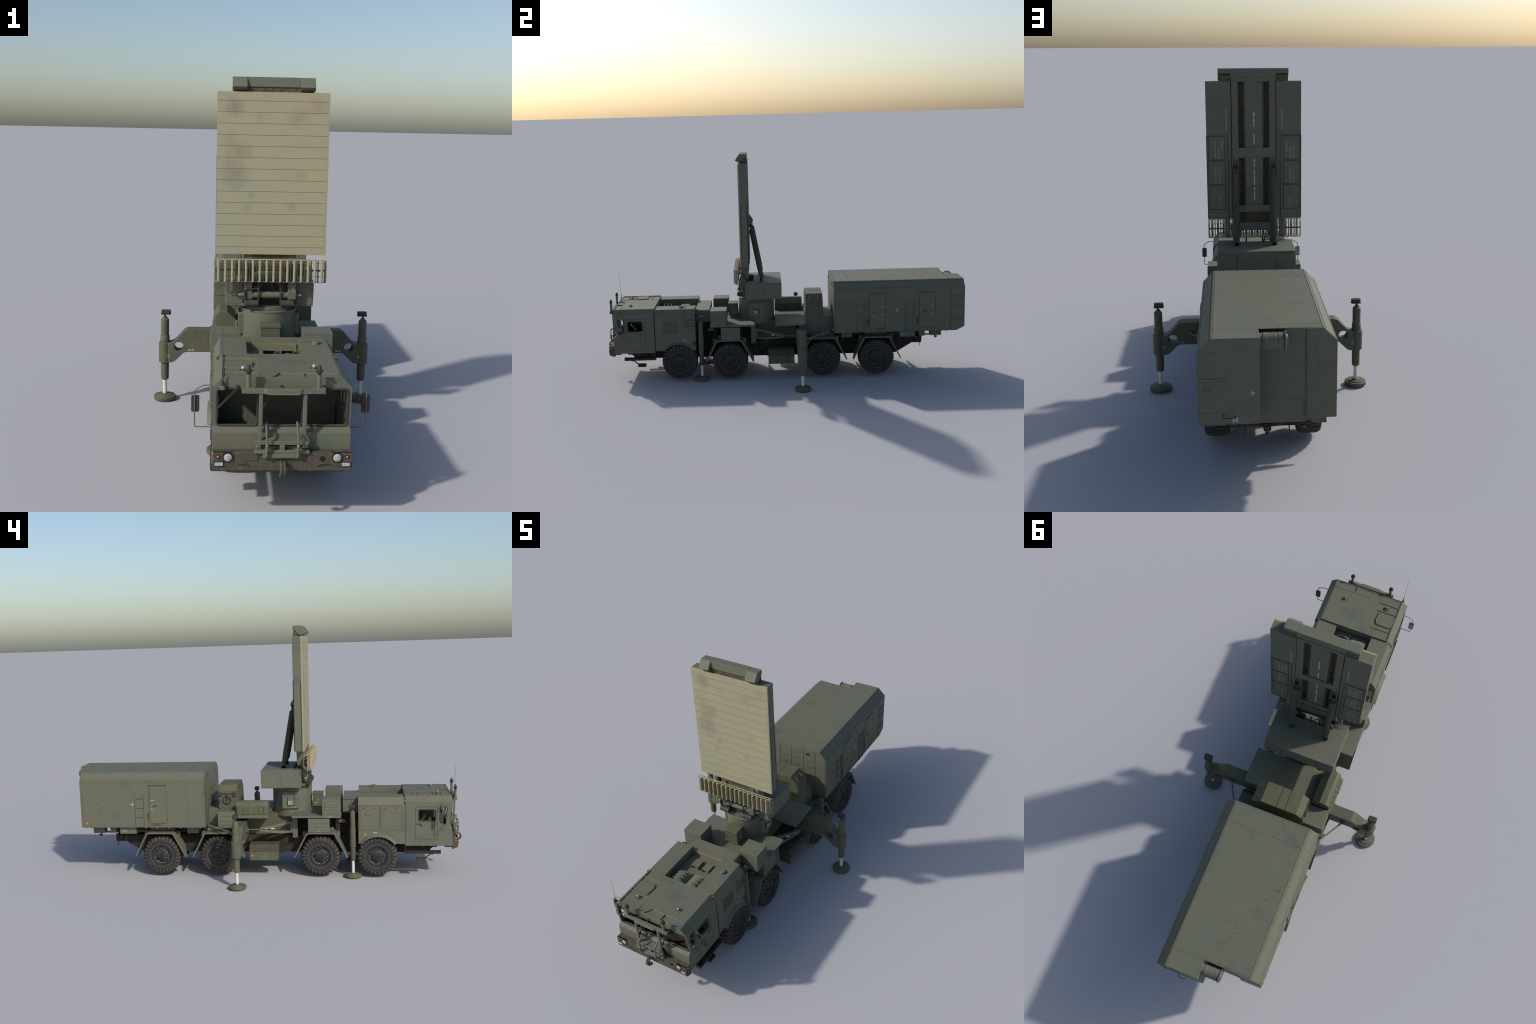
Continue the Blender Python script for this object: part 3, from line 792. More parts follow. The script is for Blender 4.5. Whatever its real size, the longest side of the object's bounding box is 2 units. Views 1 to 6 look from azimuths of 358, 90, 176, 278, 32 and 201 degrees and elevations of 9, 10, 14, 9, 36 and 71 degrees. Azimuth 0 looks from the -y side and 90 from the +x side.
# ------------------------------------------------------------------ boarding steps
for s in (1, -1):
    p = Part()
    p.box((s * 0.168, s * 0.1955), (-0.8805, -0.711), (0.1240, 0.1355), 'chassis', 0.0006)
    p.box((s * 0.168, s * 0.1955), (-0.8815, -0.8795), (0.1240, 0.1395), 'black', 0.0)
    p.box((s * 0.160, s * 0.1890), (-0.7125, -0.7095), (0.1240, 0.1640), 'black', 0.0)
    p.box((s * 0.168, s * 0.1945), (-0.8090, -0.7660), (0.0865, 0.1000), 'chassis', 0.0008)
    p.cyl((s * 0.180, -0.8400, 0.1260), (s * 0.180, -0.8070, 0.0985), 0.0030, 'chassis', 8)
    p.box((s * 0.174, s * 0.186), (-0.8460, -0.8360), (0.1175, 0.1260), 'chassis', 0.001)
    for k in range(8):
        p.box((s * 0.170, s * 0.194), (-0.873 + k * 0.0205, -0.866 + k * 0.0205), (0.1353, 0.1363), 'chassis', 0.0)
    add('boarding_step', p)

# ------------------------------------------------------------------ mid hull, decks and deck boxes
p = Part()
p.box((-0.1185, 0.1185), (-0.4865, -0.4105), (0.3130, 0.3805), 'green', 0.0010)
p.box((-0.0700, 0.0700), (-0.4850, -0.1800), (0.1900, 0.3130), 'chassis', 0.001)
p.box((-0.068, 0.068), (-0.180, 0.120), (0.186, 0.3025), 'wall', 0.001)
for s in (1, -1):
    p.box((s * 0.070, s * 0.128), (-0.184, -0.158), (0.186, 0.3030), 'green', 0.001)
    p.box((s * 0.070, s * 0.110), (-0.395, -0.372), (0.20, 0.3030), 'chassis', 0.001)
    p.prism([(-0.425, 0.262), (-0.385, 0.262), (-0.392, 0.278), (-0.418, 0.278)], 'x', s * 0.07, s * 0.120, 'wall', 0.001)
p.box((-0.098, 0.126), (0.120, 0.272), (0.206, 0.3325), 'green', 0.0010)
p.box((0.122, 0.1268), (0.128, 0.265), (0.215, 0.325), 'green', 0.0004)
hull = add('hull_body', p)

p = Part()
deck = [(0.2040, -0.4040), (0.2040, -0.1625), (0.1500, -0.1625), (0.1350, -0.1700), (-0.1350, -0.1700), (-0.1500, -0.1625), (-0.2040, -0.1625), (-0.2040, -0.4040)]
p.prism(deck, 'z', 0.3030, 0.3135, 'green', 0.0006)
p.box((-0.2030, 0.2030), (-0.0470, 0.1200), (0.3020, 0.3140), 'green', 0.0006)
for s in (1, -1):
    pl = lambda u, v, h=0.0, s=s: (s * (0.2041 + h), u, v)
    stencil(p, -0.345 + (0 if s > 0 else -0.012), 0.3055, (1, 0), (0, 1), (3, 2), 0.0055, pl, 'dimmark', 5)
add('deck_plate', p, hull)

for s in (1, -1):                             # louvred equipment boxes over the second axle
    p = Part()
    p.box((s * 0.1055, s * 0.2030), (-0.4010, -0.3125), (0.3135, 0.3945), 'green', 0.0008)
    X = s * 0.2030
    p.tube([(X, u, v) for u, v in rrect(-0.3570, 0.3490, 0.0370, 0.0330, 0.008)], 0.0012, 'green', 6, closed=True)
    for z in (0.3735, 0.3590, 0.3445, 0.3300):
        p.prism(rrect(-0.3570, z, 0.0330, 0.0042, 0.004), 'x', X - s * 0.001, X + s * 0.0018, 'green', 0.0010)
    pl = lambda u, v, h=0.0, s=s: (s * (0.2048 + h), u, v)
    stencil(p, -0.377, 0.3722, (1, 0), (0, 1), (5, 2, 4), 0.0034, pl, 'dimmark', 8)
    add('equipment_box', p, hull)
for s in (1, -1):                             # battery boxes below the deck
    p = Part()
    p.box((s * 0.125, s * 0.2030), (-0.3465, -0.2420), (0.2295, 0.2985), 'green', 0.0008)
    for z in (0.281, 0.262, 0.247):
        p.prism(rrect(-0.2945, z, 0.044, 0.0045, 0.003), 'x', s * 0.202, s * 0.2042, 'green', 0.0010)
    pl = lambda u, v, h=0.0, s=s: (s * (0.2031 + h), u, v)
    stencil(p, -0.302, 0.2350, (1, 0), (0, 1), (2, 2), 0.0050, pl, 'dimmark', 6)
    add('battery_box', p, hull)
p = Part()
p.box((-0.0330, 0.0330), (-0.3068, -0.2550), (0.3330, 0.3955), 'moss', 0.0008)
p.box((-0.0355, 0.0355), (-0.3095, -0.2530), (0.3870, 0.3965), 'moss', 0.0010)
p.box((-0.0370, 0.0370), (-0.3110, -0.2500), (0.3290, 0.3335), 'moss', 0.0006)
p.box((-0.028, 0.028), (-0.30, -0.24), (0.3130, 0.3295), 'green', 0.0006)
for s in (1, -1):
    pl = lambda u, v, h=0.0, s=s: (s * (0.0331 + h), u, v)
    stencil(p, -0.282, 0.3420, (1, 0), (0, 1), (2, 2), 0.0060, pl, 'dimmark', 2)
    stencil(p, -0.282, 0.3500, (1, 0), (0, 1), (2, 2), 0.0050, pl, 'dimmark', 4)
    stencil(p, -0.286, 0.3605, (1, 0), (0, 1), (3, 3), 0.0036, pl, 'dimmark', 9)
add('junction_box', p, hull)
# ribbed cable locker on the left rear deck
p = Part()
lock = [(-0.1140, 0.3135), (-0.1920, 0.3135), (-0.1920, 0.3640), (-0.1830, 0.3780), (-0.1740, 0.3830), (-0.1470, 0.3830), (-0.1140, 0.3540)]
p.prism(lock, 'y', -0.0455, 0.1135, 'moss', 0.0010)
for k in range(6):
    y = -0.032 + k * 0.0255
    p.prism(rrect(y + 0.001, 0.3390, 0.0095, 0.0200, 0.003), 'x', -0.1945, -0.1910, 'moss', 0.0014)
p.box((-0.2035, -0.110), (-0.0475, 0.1150), (0.3128, 0.3150), 'green', 0.0)
add('cable_locker', p, hull)
# generator housing ahead of the cabin
p = Part()
gen = [(-0.1045, 0.3320), (-0.1045, 0.4215), (-0.0790, 0.4515), (0.0810, 0.4515), (0.1240, 0.4080), (0.1240, 0.3320)]
p.prism(gen, 'y', 0.1240, 0.2190, 'moss', 0.0012)
for x in (-0.026, 0.012):
    p.box((x - 0.0012, x + 0.0012), (0.1238, 0.2192), (0.4480, 0.4518), 'bronze', 0.0)
    p.box((x - 0.0012, x + 0.0012), (0.1232, 0.1245), (0.42, 0.452), 'bronze', 0.0)
p.box((-0.1052, -0.1035), (0.1235, 0.2195), (0.4205, 0.4218), 'dust', 0.0)
p.box((-0.1055, 0.1248), (0.1230, 0.2200), (0.3490, 0.3502), 'green', 0.0)
for y in (0.147, 0.193):
    c, n = Vector((0.1025, y, 0.4297)), Vector((0.7, 0, 0.714))
    u = Vector((0.714, 0, -0.7))
    p.tube([c - u * 0.014, c - u * 0.014 + n * 0.004, c + u * 0.010 + n * 0.004, c + u * 0.010], 0.0012, 'iff', 6)
    p.box((0.1238, 0.1255), (y - 0.010, y + 0.010), (0.378, 0.402), 'moss', 0.0008)
G = -0.1045
p.box((G - 0.006, G), (0.1265, 0.1460), (0.392, 0.4160), 'cap', 0.0015)
p.box((G - 0.006, G), (0.2000, 0.2195), (0.392, 0.4160), 'cap', 0.0015)
p.box((G - 0.006, G), (0.2090, 0.2195), (0.3600, 0.3800), 'cap', 0.0015)
p.tube([(G - 0.006, 0.1740 + 0.0190 * math.cos(2 * math.pi * k / 28), 0.3780 + 0.0190 * math.sin(2 * math.pi * k / 28)) for k in range(28)], 0.0028, 'cap', 8, closed=True)
p.box((G - 0.0065, G - 0.002), (0.1717, 0.1763), (0.3760, 0.4100), 'cap', 0.0008)
p.cyl((G - 0.003, 0.146, 0.4090), (G - 0.003, 0.200, 0.4090), 0.0018, 'cap', 8)
p.cyl((G, 0.174, 0.378), (G - 0.008, 0.174, 0.378), 0.004, 'cap', 10)
pl = lambda u, v, h=0.0: (G - 0.0002 - h, u, v)
stencil(p, 0.2155, 0.3850, (-1, 0), (0, 1), (4,), 0.0050, pl, 'dimmark', 2)
add('generator_housing', p, hull)
p = Part()
p.box((-0.0960, -0.1980), (0.1195, 0.2080), (0.2515, 0.3325), 'green', 0.0008)
for z in (0.3140, 0.2930, 0.2720):
    p.prism(rrect(0.160, z, 0.036, 0.0055, 0.004), 'x', -0.1995, -0.197, 'green', 0.0012)
pl = lambda u, v, h=0.0: (-0.1996 - h, u, v)
stencil(p, 0.180, 0.2970, (-1, 0), (0, 1), (6, 3, 4), 0.0038, pl, 'dimmark', 12)
add('side_locker', p, hull)

# toolboxes between the axles
for s in (1, -1):
    p = Part()
    y0, y1 = -0.0895, 0.0535
    p.prism([(s * 0.130, 0.0870), (s * 0.190, 0.0840), (s * 0.197, 0.0870), (s * 0.197, 0.1310), (s * 0.130, 0.1310)], 'y', y0, y1, 'jack', 0.001)
    p.prism([(s * 0.128, 0.1310), (s * 0.1985, 0.1310), (s * 0.1985, 0.1560), (s * 0.1850, 0.1660), (s * 0.128, 0.1680)], 'y', y0 - 0.001, y1 + 0.001, 'muddy', 0.002)
    for y in (-0.055, 0.022):
        p.prism([(s * 0.1985, 0.1280), (s * 0.2000, 0.1280), (s * 0.2000, 0.1570), (s * 0.1855, 0.1675), (s * 0.128, 0.1695), (s * 0.128, 0.1670), (s * 0.1850, 0.1655), (s * 0.1985, 0.1560)], 'y', y - 0.0025, y + 0.0025, 'muddy', 0.0)
    p.box((s * 0.150, s * 0.156), (-0.024, -0.014), (0.165, 0.171), 'muddy', 0.001)
    p.lathe([(0.0054, 0.0), (0.0048, 0.0018), (0, 0.0028)], (s * 0.197, 0.040, 0.110), (s, 0, 0), 'amber', 16)
    add('toolbox', p)

# hinged stowage brackets (travel locks) on the hull sides
for s in (1, -1):
    p = Part()
    d2 = Vector((s * 0.0935, 0.172)).normalized()          # swings outward to the rear
    n2 = Vector((s * 0.172, -0.0935)).normalized()
    if n2.x * s < 0:
        n2 = -n2
    def bar(pts, w0, w1, key, bev=0.001):
        v = [(s * 0.105 + d2.x * t * 0.1958 + n2.x * w, -0.172 + d2.y * t * 0.1958 + n2.y * w, z) for w in (w0, w1) for t, z in pts]
        n = len(pts)
        p.poly(v, [tuple(range(n)), tuple(range(2 * n - 1, n - 1, -1))] + [(i, (i + 1) % n, n + (i + 1) % n, n + i) for i in range(n)], key, bev)
    bar([(0.0, 0.208), (0.0, 0.270), (0.16, 0.268), (0.16, 0.212)], -0.010, 0.010, 'green')
    bar([(0.14, 0.268), (0.14, 0.257), (0.66, 0.246), (1.0, 0.246), (1.0, 0.2535), (0.66, 0.257), (0.40, 0.2655)], -0.008, 0.008, 'green')
    bar([(0.14, 0.212), (0.14, 0.221), (0.66, 0.232), (1.0, 0.246), (1.0, 0.2375), (0.70, 0.2225), (0.40, 0.2120)], -0.008, 0.008, 'green')
    bar([(0.58, 0.2430), (0.70, 0.2465), (0.72, 0.2430), (0.64, 0.2390)], -0.006, 0.007, 'rod', 0.0008)
    p.cyl((s * 0.198, 0.0, 0.2455), (s * 0.204, 0.0660, 0.2450), 0.0028, 'green', 8)
    p.box((s * 0.194, s * 0.216), (0.054, 0.068), (0.2350, 0.2390), 'green', 0.0006)
    p.box((s * 0.194, s * 0.216), (0.054, 0.068), (0.2480, 0.2520), 'green', 0.0006)
    pl = lambda u, v, h=0.0, s=s: (s * 0.105 + d2.x * u + n2.x * (0.0081 + h), -0.172 + d2.y * u + n2.y * (0.0081 + h), v)
    stencil(p, 0.158, 0.2440, (1, 0), (0, 1), (2, 1), 0.0050, pl, 'mark', 4)
    add('travel_lock', p)

# ------------------------------------------------------------------ outriggers
def arc(cx, cz, r, a0, a1, n=7):
    return [(cx + r * math.cos(R(a0 + (a1 - a0) * k / n)), cz + r * math.sin(R(a0 + (a1 - a0) * k / n))) for k in range(n + 1)]
JX, JY = 0.3890, 0.0885
for s in (1, -1):
    arm_pts = [(0.120, 0.1955), (0.3040, 0.1955)] + [(0.3130, 0.1930), (0.3200, 0.1870), (0.3400, 0.1670), (0.3500, 0.1580), (0.3600, 0.1535), (0.3760, 0.1525), (0.3760, 0.2310), (0.3640, 0.2310), (0.3540, 0.2350), (0.3450, 0.2425), (0.3250, 0.2655), (0.3130, 0.2790), (0.3030, 0.2840), (0.2950, 0.2850), (0.120, 0.2850)]
    q = Part(); q.prism([(s * a, b) for a, b in arm_pts], 'y', 0.0655, 0.1155, 'jack', 0.0014)
    q.lathe([(0, 0.1500), (0.0222, 0.1500), (0.0238, 0.1520), (0.0238, 0.2290), (0.0222, 0.2305), (0, 0.2305)], (s * JX, JY, 0), (0, 0, 1), 'jack', 28)
    arm = add('outrigger_arm', q)
    hc = Part(); hc.cyl((s * 0.3335, 0.0, 0.2170), (s * 0.3335, 0.2, 0.2170), 0.0187, 'jack', 28)
    boolean(arm, [add('cutter', hc, None)])
    p = Part()
    prof = [(0, 0.0800), (0.0128, 0.0800), (0.0152, 0.0830), (0.0152, 0.1000), (0.0156, 0.1005), (0.0156, 0.154)]
    p.lathe(prof, (s * JX, JY, 0), (0, 0, 1), 'jack', 24)
    prof = [(0.0178, 0.228), (0.0180, 0.2560), (0.0168, 0.2580), (0.0157, 0.2584), (0.0157, 0.2780), (0.0163, 0.2784), (0.0163, 0.2810), (0.0157, 0.2814), (0.0157, 0.3030), (0.0163, 0.3034), (0.0163, 0.3060), (0.0157, 0.3064), (0.0157, 0.3215), (0.0135, 0.3240), (0.0092, 0.3250), (0.0090, 0.3310), (0.0075, 0.3320), (0, 0.3320)]
    p.lathe(prof, (s * JX, JY, 0), (0, 0, 1), 'jack', 24)
    p.cyl((s * JX, JY, 0.3315), (s * JX, JY, 0.3430), 0.0038, 'black', 10)
    p.prism(rrect(s * (JX - 0.004), JY, 0.0180, 0.0115, 0.006), 'z', 0.3446, 0.3580, 'cap', 0.0012)
    p.prism(rrect(s * (JX - 0.004), JY, 0.0192, 0.0127, 0.006), 'z', 0.3415, 0.3448, 'cap', 0.0)
    p.cyl((s * JX, JY, 0.016), (s * JX, JY, 0.085), 0.0080, 'rod', 20)
    p.lathe([(0, 0.0), (0.0415, 0.0), (0.0432, 0.0025), (0.0432, 0.0120), (0.0405, 0.0150), (0.0310, 0.0160), (0.0290, 0.0190), (0.0130, 0.0205), (0.0110, 0.0230), (0, 0.0230)], (s * JX, JY, 0), (0, 0, 1), 'jack', 36)
    add('outrigger_jack', p, arm)
    p = Part()
    p.cyl((s * 0.265, 0.1230, 0.2425), (s * 0.196, 0.2480, 0.2640), 0.0038, 'green', 10)
    p.lathe([(0.0046, -0.002), (0.0046, 0.002)], (s * 0.2165, 0.211, 0.2576), (s * -0.069, 0.125, 0.0215), 'iff', 10)
    p.box((s * 0.258, s * 0.276), (0.1150, 0.1220), (0.2330, 0.2520), 'jack', 0.001)
    p.cyl((s * 0.2560, 0.1220, 0.2425), (s * 0.2780, 0.1220, 0.2425), 0.0042, 'jack', 10)
    p.cyl((s * 0.130, 0.268, 0.245), (s * 0.215, 0.20, 0.242), 0.0030, 'green', 8)
    add('outrigger_brace', p, arm)
    p = Part()
    pl = lambda u, v, h=0.0, s=s: (u, 0.0655 - h, v)
    cross(p, s * 0.3740, 0.1790, 0.0080, 0.0011, pl, 'dimmark')
    stencil(p, s * 0.2890 - 0.008, 0.2010, (1, 0), (0, 1), (3, 2), 0.0062, pl, 'mark', 7)
    pl2 = lambda u, v, h=0.0: (u, 0.1155 + h, v)
    cross(p, s * 0.3700, 0.1870, 0.0080, 0.0011, pl2, 'dimmark')
    stencil(p, s * 0.29 + 0.010, 0.2010, (-1, 0), (0, 1), (3, 1), 0.0055, pl2, 'dimmark', 7)
    for z in (0.2560, 0.2430):
        p.cyl((s * 0.2130, 0.0660, z), (s * 0.2130, 0.0610, z), 0.0040, 'jack', 10)
    add('outrigger_marking', p, arm)
# front levelling jacks behind the first wheels
for s in (1, -1):
    p = Part()
    c = (s * 0.1710, -0.4590, 0)
    prof = [(0, 0.0835), (0.0110, 0.0835), (0.0128, 0.0860), (0.0128, 0.1480), (0.0150, 0.1500), (0.0150, 0.2480), (0.0130, 0.2500), (0.0130, 0.2820), (0.0124, 0.2825), (0.0124, 0.3260), (0.0105, 0.3290), (0.0078, 0.3300), (0.0078, 0.3370), (0, 0.3370)]
    p.lathe(prof, c, (0, 0, 1), 'jack', 24)
    p.cyl((c[0], c[1], 0.336), (c[0], c[1], 0.349), 0.0035, 'black', 10)
    p.prism(rrect(c[0], c[1] + 0.002, 0.0115, 0.0150, 0.004), 'z', 0.3490, 0.3600, 'cap', 0.0012)
    p.prism(rrect(c[0], c[1] + 0.002, 0.0125, 0.0162, 0.004), 'z', 0.3470, 0.3492, 'cap', 0.0)
    p.cyl((c[0], c[1], 0.016), (c[0], c[1], 0.085), 0.0074, 'rod', 20)
    p.lathe([(0, 0.0), (0.0400, 0.0), (0.0422, 0.0025), (0.0422, 0.0120), (0.0395, 0.0150), (0.0300, 0.0160), (0.0280, 0.0190), (0.0110, 0.0205), (0, 0.0205)], c, (0, 0, 1), 'jack', 36)
    p.box((s * 0.085, s * 0.165), (-0.4700, -0.4480), (0.165, 0.200), 'chassis', 0.002)
    add('front_jack', p)

# ------------------------------------------------------------------ operator cabin (shelter)
p = Part()
SH = 0.2032
SL, SR = -0.2002, 0.2046                      # left and right wall planes
hexa = [(SL, 0.2540), (SR, 0.2540), (SR, 0.4960), (0.1660, 0.5350), (-0.1605, 0.5350), (SL, 0.4960)]
p.prism(hexa, 'y', 0.2735, 0.8800, 'rusty', 0.0007)
# rear bay on the right half: five-sided in side view
v = []
for x0, top in ((0.0295, 0.5350), (0.1660, 0.5350), (SR, 0.4960)):
    v.append([(x0, 0.8795, top), (x0, 0.9862, top), (x0, 0.9862, 0.2755), (x0, 0.9420, 0.2540), (x0, 0.8795, 0.2540)])
vv = v[0] + v[1] + v[2]
f = [(0, 1, 2, 3, 4), (14, 13, 12, 11, 10)]
for a in (0, 5):
    f += [(a + i, a + (i + 1) % 5, a + 5 + (i + 1) % 5, a + 5 + i) for i in range(5)]
p.poly(vv, f, 'rusty', 0.0007)
p.prism([(SL, 0.2540), (-0.1085, 0.2540), (-0.1085, 0.5350), (-0.1605, 0.5350), (SL, 0.4960)], 'y', 0.8795, 0.9110, 'rusty', 0.0007)
p.prism([(SL + 0.0005, 0.2545), (-0.110, 0.2545), (-0.110, 0.5340), (-0.1600, 0.5340), (SL + 0.0005, 0.4955)], 'y', 0.9105, 0.9150, 'rusty', 0.0006)
p.box((-0.1085, 0.0295), (0.8795, 0.9110), (0.3105, 0.5350), 'rusty', 0.0006)
p.prism([(0.8795, 0.3105), (0.9085, 0.3105), (0.8930, 0.2440), (0.8795, 0.2440)], 'x', -0.1085, 0.0295, 'green', 0.0)
p.box((-0.0480, 0.0293), (0.9100, 0.9114), (0.5260, 0.5345), 'bronze', 0.0)  # flat dark plate paints the black gap; no opening is cut
shelter = add('shelter_cabin', p)

p = Part()                                    # rivet rows
pt = 0.0078
ch = Vector((0.039, 0, 0.0387)).normalized()
for s in (1, -1):
    yb = 0.982 if s > 0 else 0.906
    nch = (s * 0.704, 0, 0.710)
    W = SR if s > 0 else -SL
    o = W - 0.2032
    rivets(p, (s * (0.1600 + o), 0.278, 0.5351), (s * (0.1600 + o), yb, 0.5351), (0, 0, 1), pt)
    rivets(p, (s * (0.1690 + o), 0.278, 0.5311), (s * (0.1690 + o), yb, 0.5311), nch, pt)
    rivets(p, (s * (0.1992 + o), 0.278, 0.5003), (s * (0.1992 + o), yb, 0.5003), nch, pt)
    rivets(p, (s * W, 0.278, 0.4900), (s * W, yb, 0.4900), (s, 0, 0), pt)
    rivets(p, (s * W, 0.280, 0.260), (s * W, 0.280, 0.486), (s, 0, 0), pt)
    rivets(p, (s * W, 0.3605, 0.260), (s * W, 0.3605, 0.486), (s, 0, 0), pt)
    rivets(p, (s * W, 0.280, 0.2590), (s * W, 0.90 if s < 0 else 0.94, 0.2590), (s, 0, 0), pt * 1.4)
    rivets(p, (s * W, yb - 0.003, 0.262 if s < 0 else 0.285), (s * W, yb - 0.003, 0.486), (s, 0, 0), pt)
    rivets(p, (s * (0.172 + o), 0.3600, 0.5276), (s * (0.199 + o), 0.3600, 0.5003), nch, pt)
rivets(p, (-0.155, 0.3625, 0.5351), (0.155, 0.3625, 0.5351), (0, 0, 1), pt * 1.2)
rivets(p, (-0.155, 0.2790, 0.5351), (0.155, 0.2790, 0.5351), (0, 0, 1), pt)
rivets(p, (0.030, 0.9060, 0.5351), (0.158, 0.9060, 0.5351), (0, 0, 1), pt * 1.3)
rivets(p, (0.030, 0.9160, 0.5347), (0.158, 0.9160, 0.5347), (0, 0, 1), pt * 1.3)
rivets(p, (-0.155, 0.9050, 0.5351), (0.026, 0.9050, 0.5351), (0, 0, 1), pt * 1.3)
rivets(p, (0.0345, 0.918, 0.5347), (0.0345, 0.982, 0.5347), (0, 0, 1), pt)
k9 = dict(pitch=0.0098, r=0.0015, h=0.0008)
rivets(p, (-0.100, 0.9112, 0.4225), (0.022, 0.9112, 0.4225), (0, 1, 0), **k9)
rivets(p, (-0.197, 0.9151, 0.4225), (-0.114, 0.9151, 0.4225), (0, 1, 0), **k9)
rivets(p, (-0.1105 + 0.004, 0.9112, 0.316), (-0.1105 + 0.004, 0.9112, 0.525), (0, 1, 0), **k9)
rivets(p, (-0.1145, 0.9151, 0.26), (-0.1145, 0.9151, 0.529), (0, 1, 0), **k9)
rivets(p, (-0.1985, 0.9151, 0.26), (-0.1985, 0.9151, 0.490), (0, 1, 0), **k9)
rivets(p, (-0.160, 0.9151, 0.529), (-0.120, 0.9151, 0.529), (0, 1, 0), **k9)
rivets(p, (-0.100, 0.9112, 0.3150), (0.022, 0.9112, 0.3150), (0, 1, 0), **k9)
for x in (-0.126, -0.0597, 0.0066, 0.0771, 0.1427, -0.196, 0.196):
    rivets(p, (x, 0.2733, 0.262), (x, 0.2733, 0.488), (0, -1, 0), 0.013, 0.0011, 0.0006)
rivets(p, (-0.158, 0.2733, 0.530), (0.158, 0.2733, 0.530), (0, -1, 0), 0.009, 0.0011, 0.0006)
add('rivet', p, shelter, stuff=True)

def shelter_door(s, yc, hinge):
    """Door with frame, rain strip, kick rail and handle on side s; hinge = side in y of hinges."""
    p = Part()
    X = SR if s > 0 else SL
    hy = 0.0425
    p.prism(rrect(yc, 0.3715, hy, 0.0950, 0.008), 'x', X - s * 0.001, X + s * 0.0012, 'rusty', 0.0006)
    p.tube([(X + s * 0.0004, u, v) for u, v in rrect(yc, 0.3715, hy + 0.001, 0.096, 0.008)], 0.0007, 'rivet', 5, closed=True)
    p.box((X - s * 0.001, X + s * 0.0050), (yc - 0.0480, yc + 0.0500), (0.4705, 0.4745), 'green', 0.0010)
    p.box((X - s * 0.001, X + s * 0.0040), (yc - 0.012, yc + 0.040), (0.2690, 0.2715), 'dust' if s < 0 else 'green', 0.0005)
    o = -hinge
    p.box((X - s * 0.001, X + s * 0.0028), (yc + o * 0.0450, yc + o * 0.0485), (0.2570, 0.4430), 'green', 0.0006)
    p.box((X, X + s * 0.0040), (yc + o * 0.0525, yc + o * 0.0550), (0.294, 0.330), 'bronze', 0.0006)
    for z in (0.4330, 0.3720, 0.3130):
        p.box((X - s * 0.001, X + s * 0.0026), (yc + hinge * 0.0425, yc + hinge * 0.0500), (z - 0.0030, z + 0.0030), 'green', 0.0010)
    p.tube([(X, yc + o * 0.026, 0.3640), (X + s * 0.0050, yc + o * 0.026, 0.3640), (X + s * 0.0055, yc + o * 0.003, 0.3700)], 0.0012, 'bronze', 6)
    pl = lambda u, v, h=0.0: (X + s * (0.0013 + h), u, v)
    d = 1 if s > 0 else -1
    st = yc + (0.020 if s > 0 else 0.0385)
    for z in (0.3925, 0.3490):
        stencil(p, st if s > 0 else st - 0.0, z, (d, 0), (0, 1), (4, 4), 0.0030, pl, 'mark', int(z * 1000))
    return p
def ladder(s, yc, hy=0.0225):
    p = Part()
    X = SR if s > 0 else SL
    for y in (yc - hy, yc + hy):
        p.box((X - s * 0.001, X + s * 0.0050), (y - 0.0018, y + 0.0018), (0.2560, 0.4270), 'green', 0.0006)
        p.box((X - s * 0.001, X + s * 0.0022), (y - 0.0060, y + 0.0002), (0.2560, 0.4270), 'green', 0.0)
    for z in (0.4050, 0.3565, 0.3105, 0.2610):
        p.box((X, X + s * 0.0045), (yc - hy, yc + hy), (z - 0.0016, z + 0.0016), 'green', 0.0006)
    return p
add('shelter_door', shelter_door(-1, 0.5095, -1), shelter)
add('shelter_door', shelter_door(1, 0.5110, 1), shelter)
add('shelter_door', shelter_door(1, 0.7815, 1), shelter)
add('ladder', ladder(-1, 0.6040), shelter)
add('ladder', ladder(1, 0.4215), shelter)
add('ladder', ladder(1, 0.6890), shelter)

p = Part()                                    # panel lines, marks, lamps on the shelter
cross(p, 0.6430, 0.3745, 0.0095, 0.0010, lambda u, v, h=0.0: (SL - h, u, v), 'mark')
cross(p, 0.6157, 0.3747, 0.0095, 0.0010, lambda u, v, h=0.0: (SR + h, u, v), 'mark')
cross(p, 0.0505, 0.3700, 0.0085, 0.0010, lambda u, v, h=0.0: (u, 0.9862 + h, v), 'mark')
for s in (1, -1):
    p.lathe([(0.0058, 0.0), (0.0050, 0.0022), (0, 0.0032)], (SR if s > 0 else SL, 0.8885, 0.2750), (s, 0, 0), 'amber', 16)
# front wall panels
for i, (a, b) in enumerate(((-0.199, -0.126), (-0.126, -0.0597), (-0.0597, 0.0066), (0.0066, 0.0771), (0.0771, 0.1427), (0.1427, 0.199))):
    for j, (z0, z1) in enumerate(((0.4650, 0.5290), (0.4235, 0.4650), (0.3800, 0.4235), (0.3350, 0.3800), (0.2900, 0.3350), (0.2580, 0.2900))):
        if j == 0 and i in (0, 5):
            z1 = 0.496
        p.box((a + 0.0012, b - 0.0012), (0.2722, 0.2740), (z0 + 0.0006, z1 - 0.0006), 'green', 0.0004)
        if j < 3:
            p.box((a + 0.020, b - 0.020), (0.2716, 0.2725), (z0 - 0.0008, z0 + 0.0008), 'bronze', 0.0)
for x in (0.0985, -0.1060):
    p.box((x - 0.0080, x + 0.0080), (0.2702, 0.2730), (0.5010, 0.5170), 'green', 0.0008)
    p.box((x - 0.0068, x + 0.0068), (0.2690, 0.2710), (0.5020, 0.5160), 'bronze', 0.0)  # vent hole's inner darkness modelled as a solid near-black plate
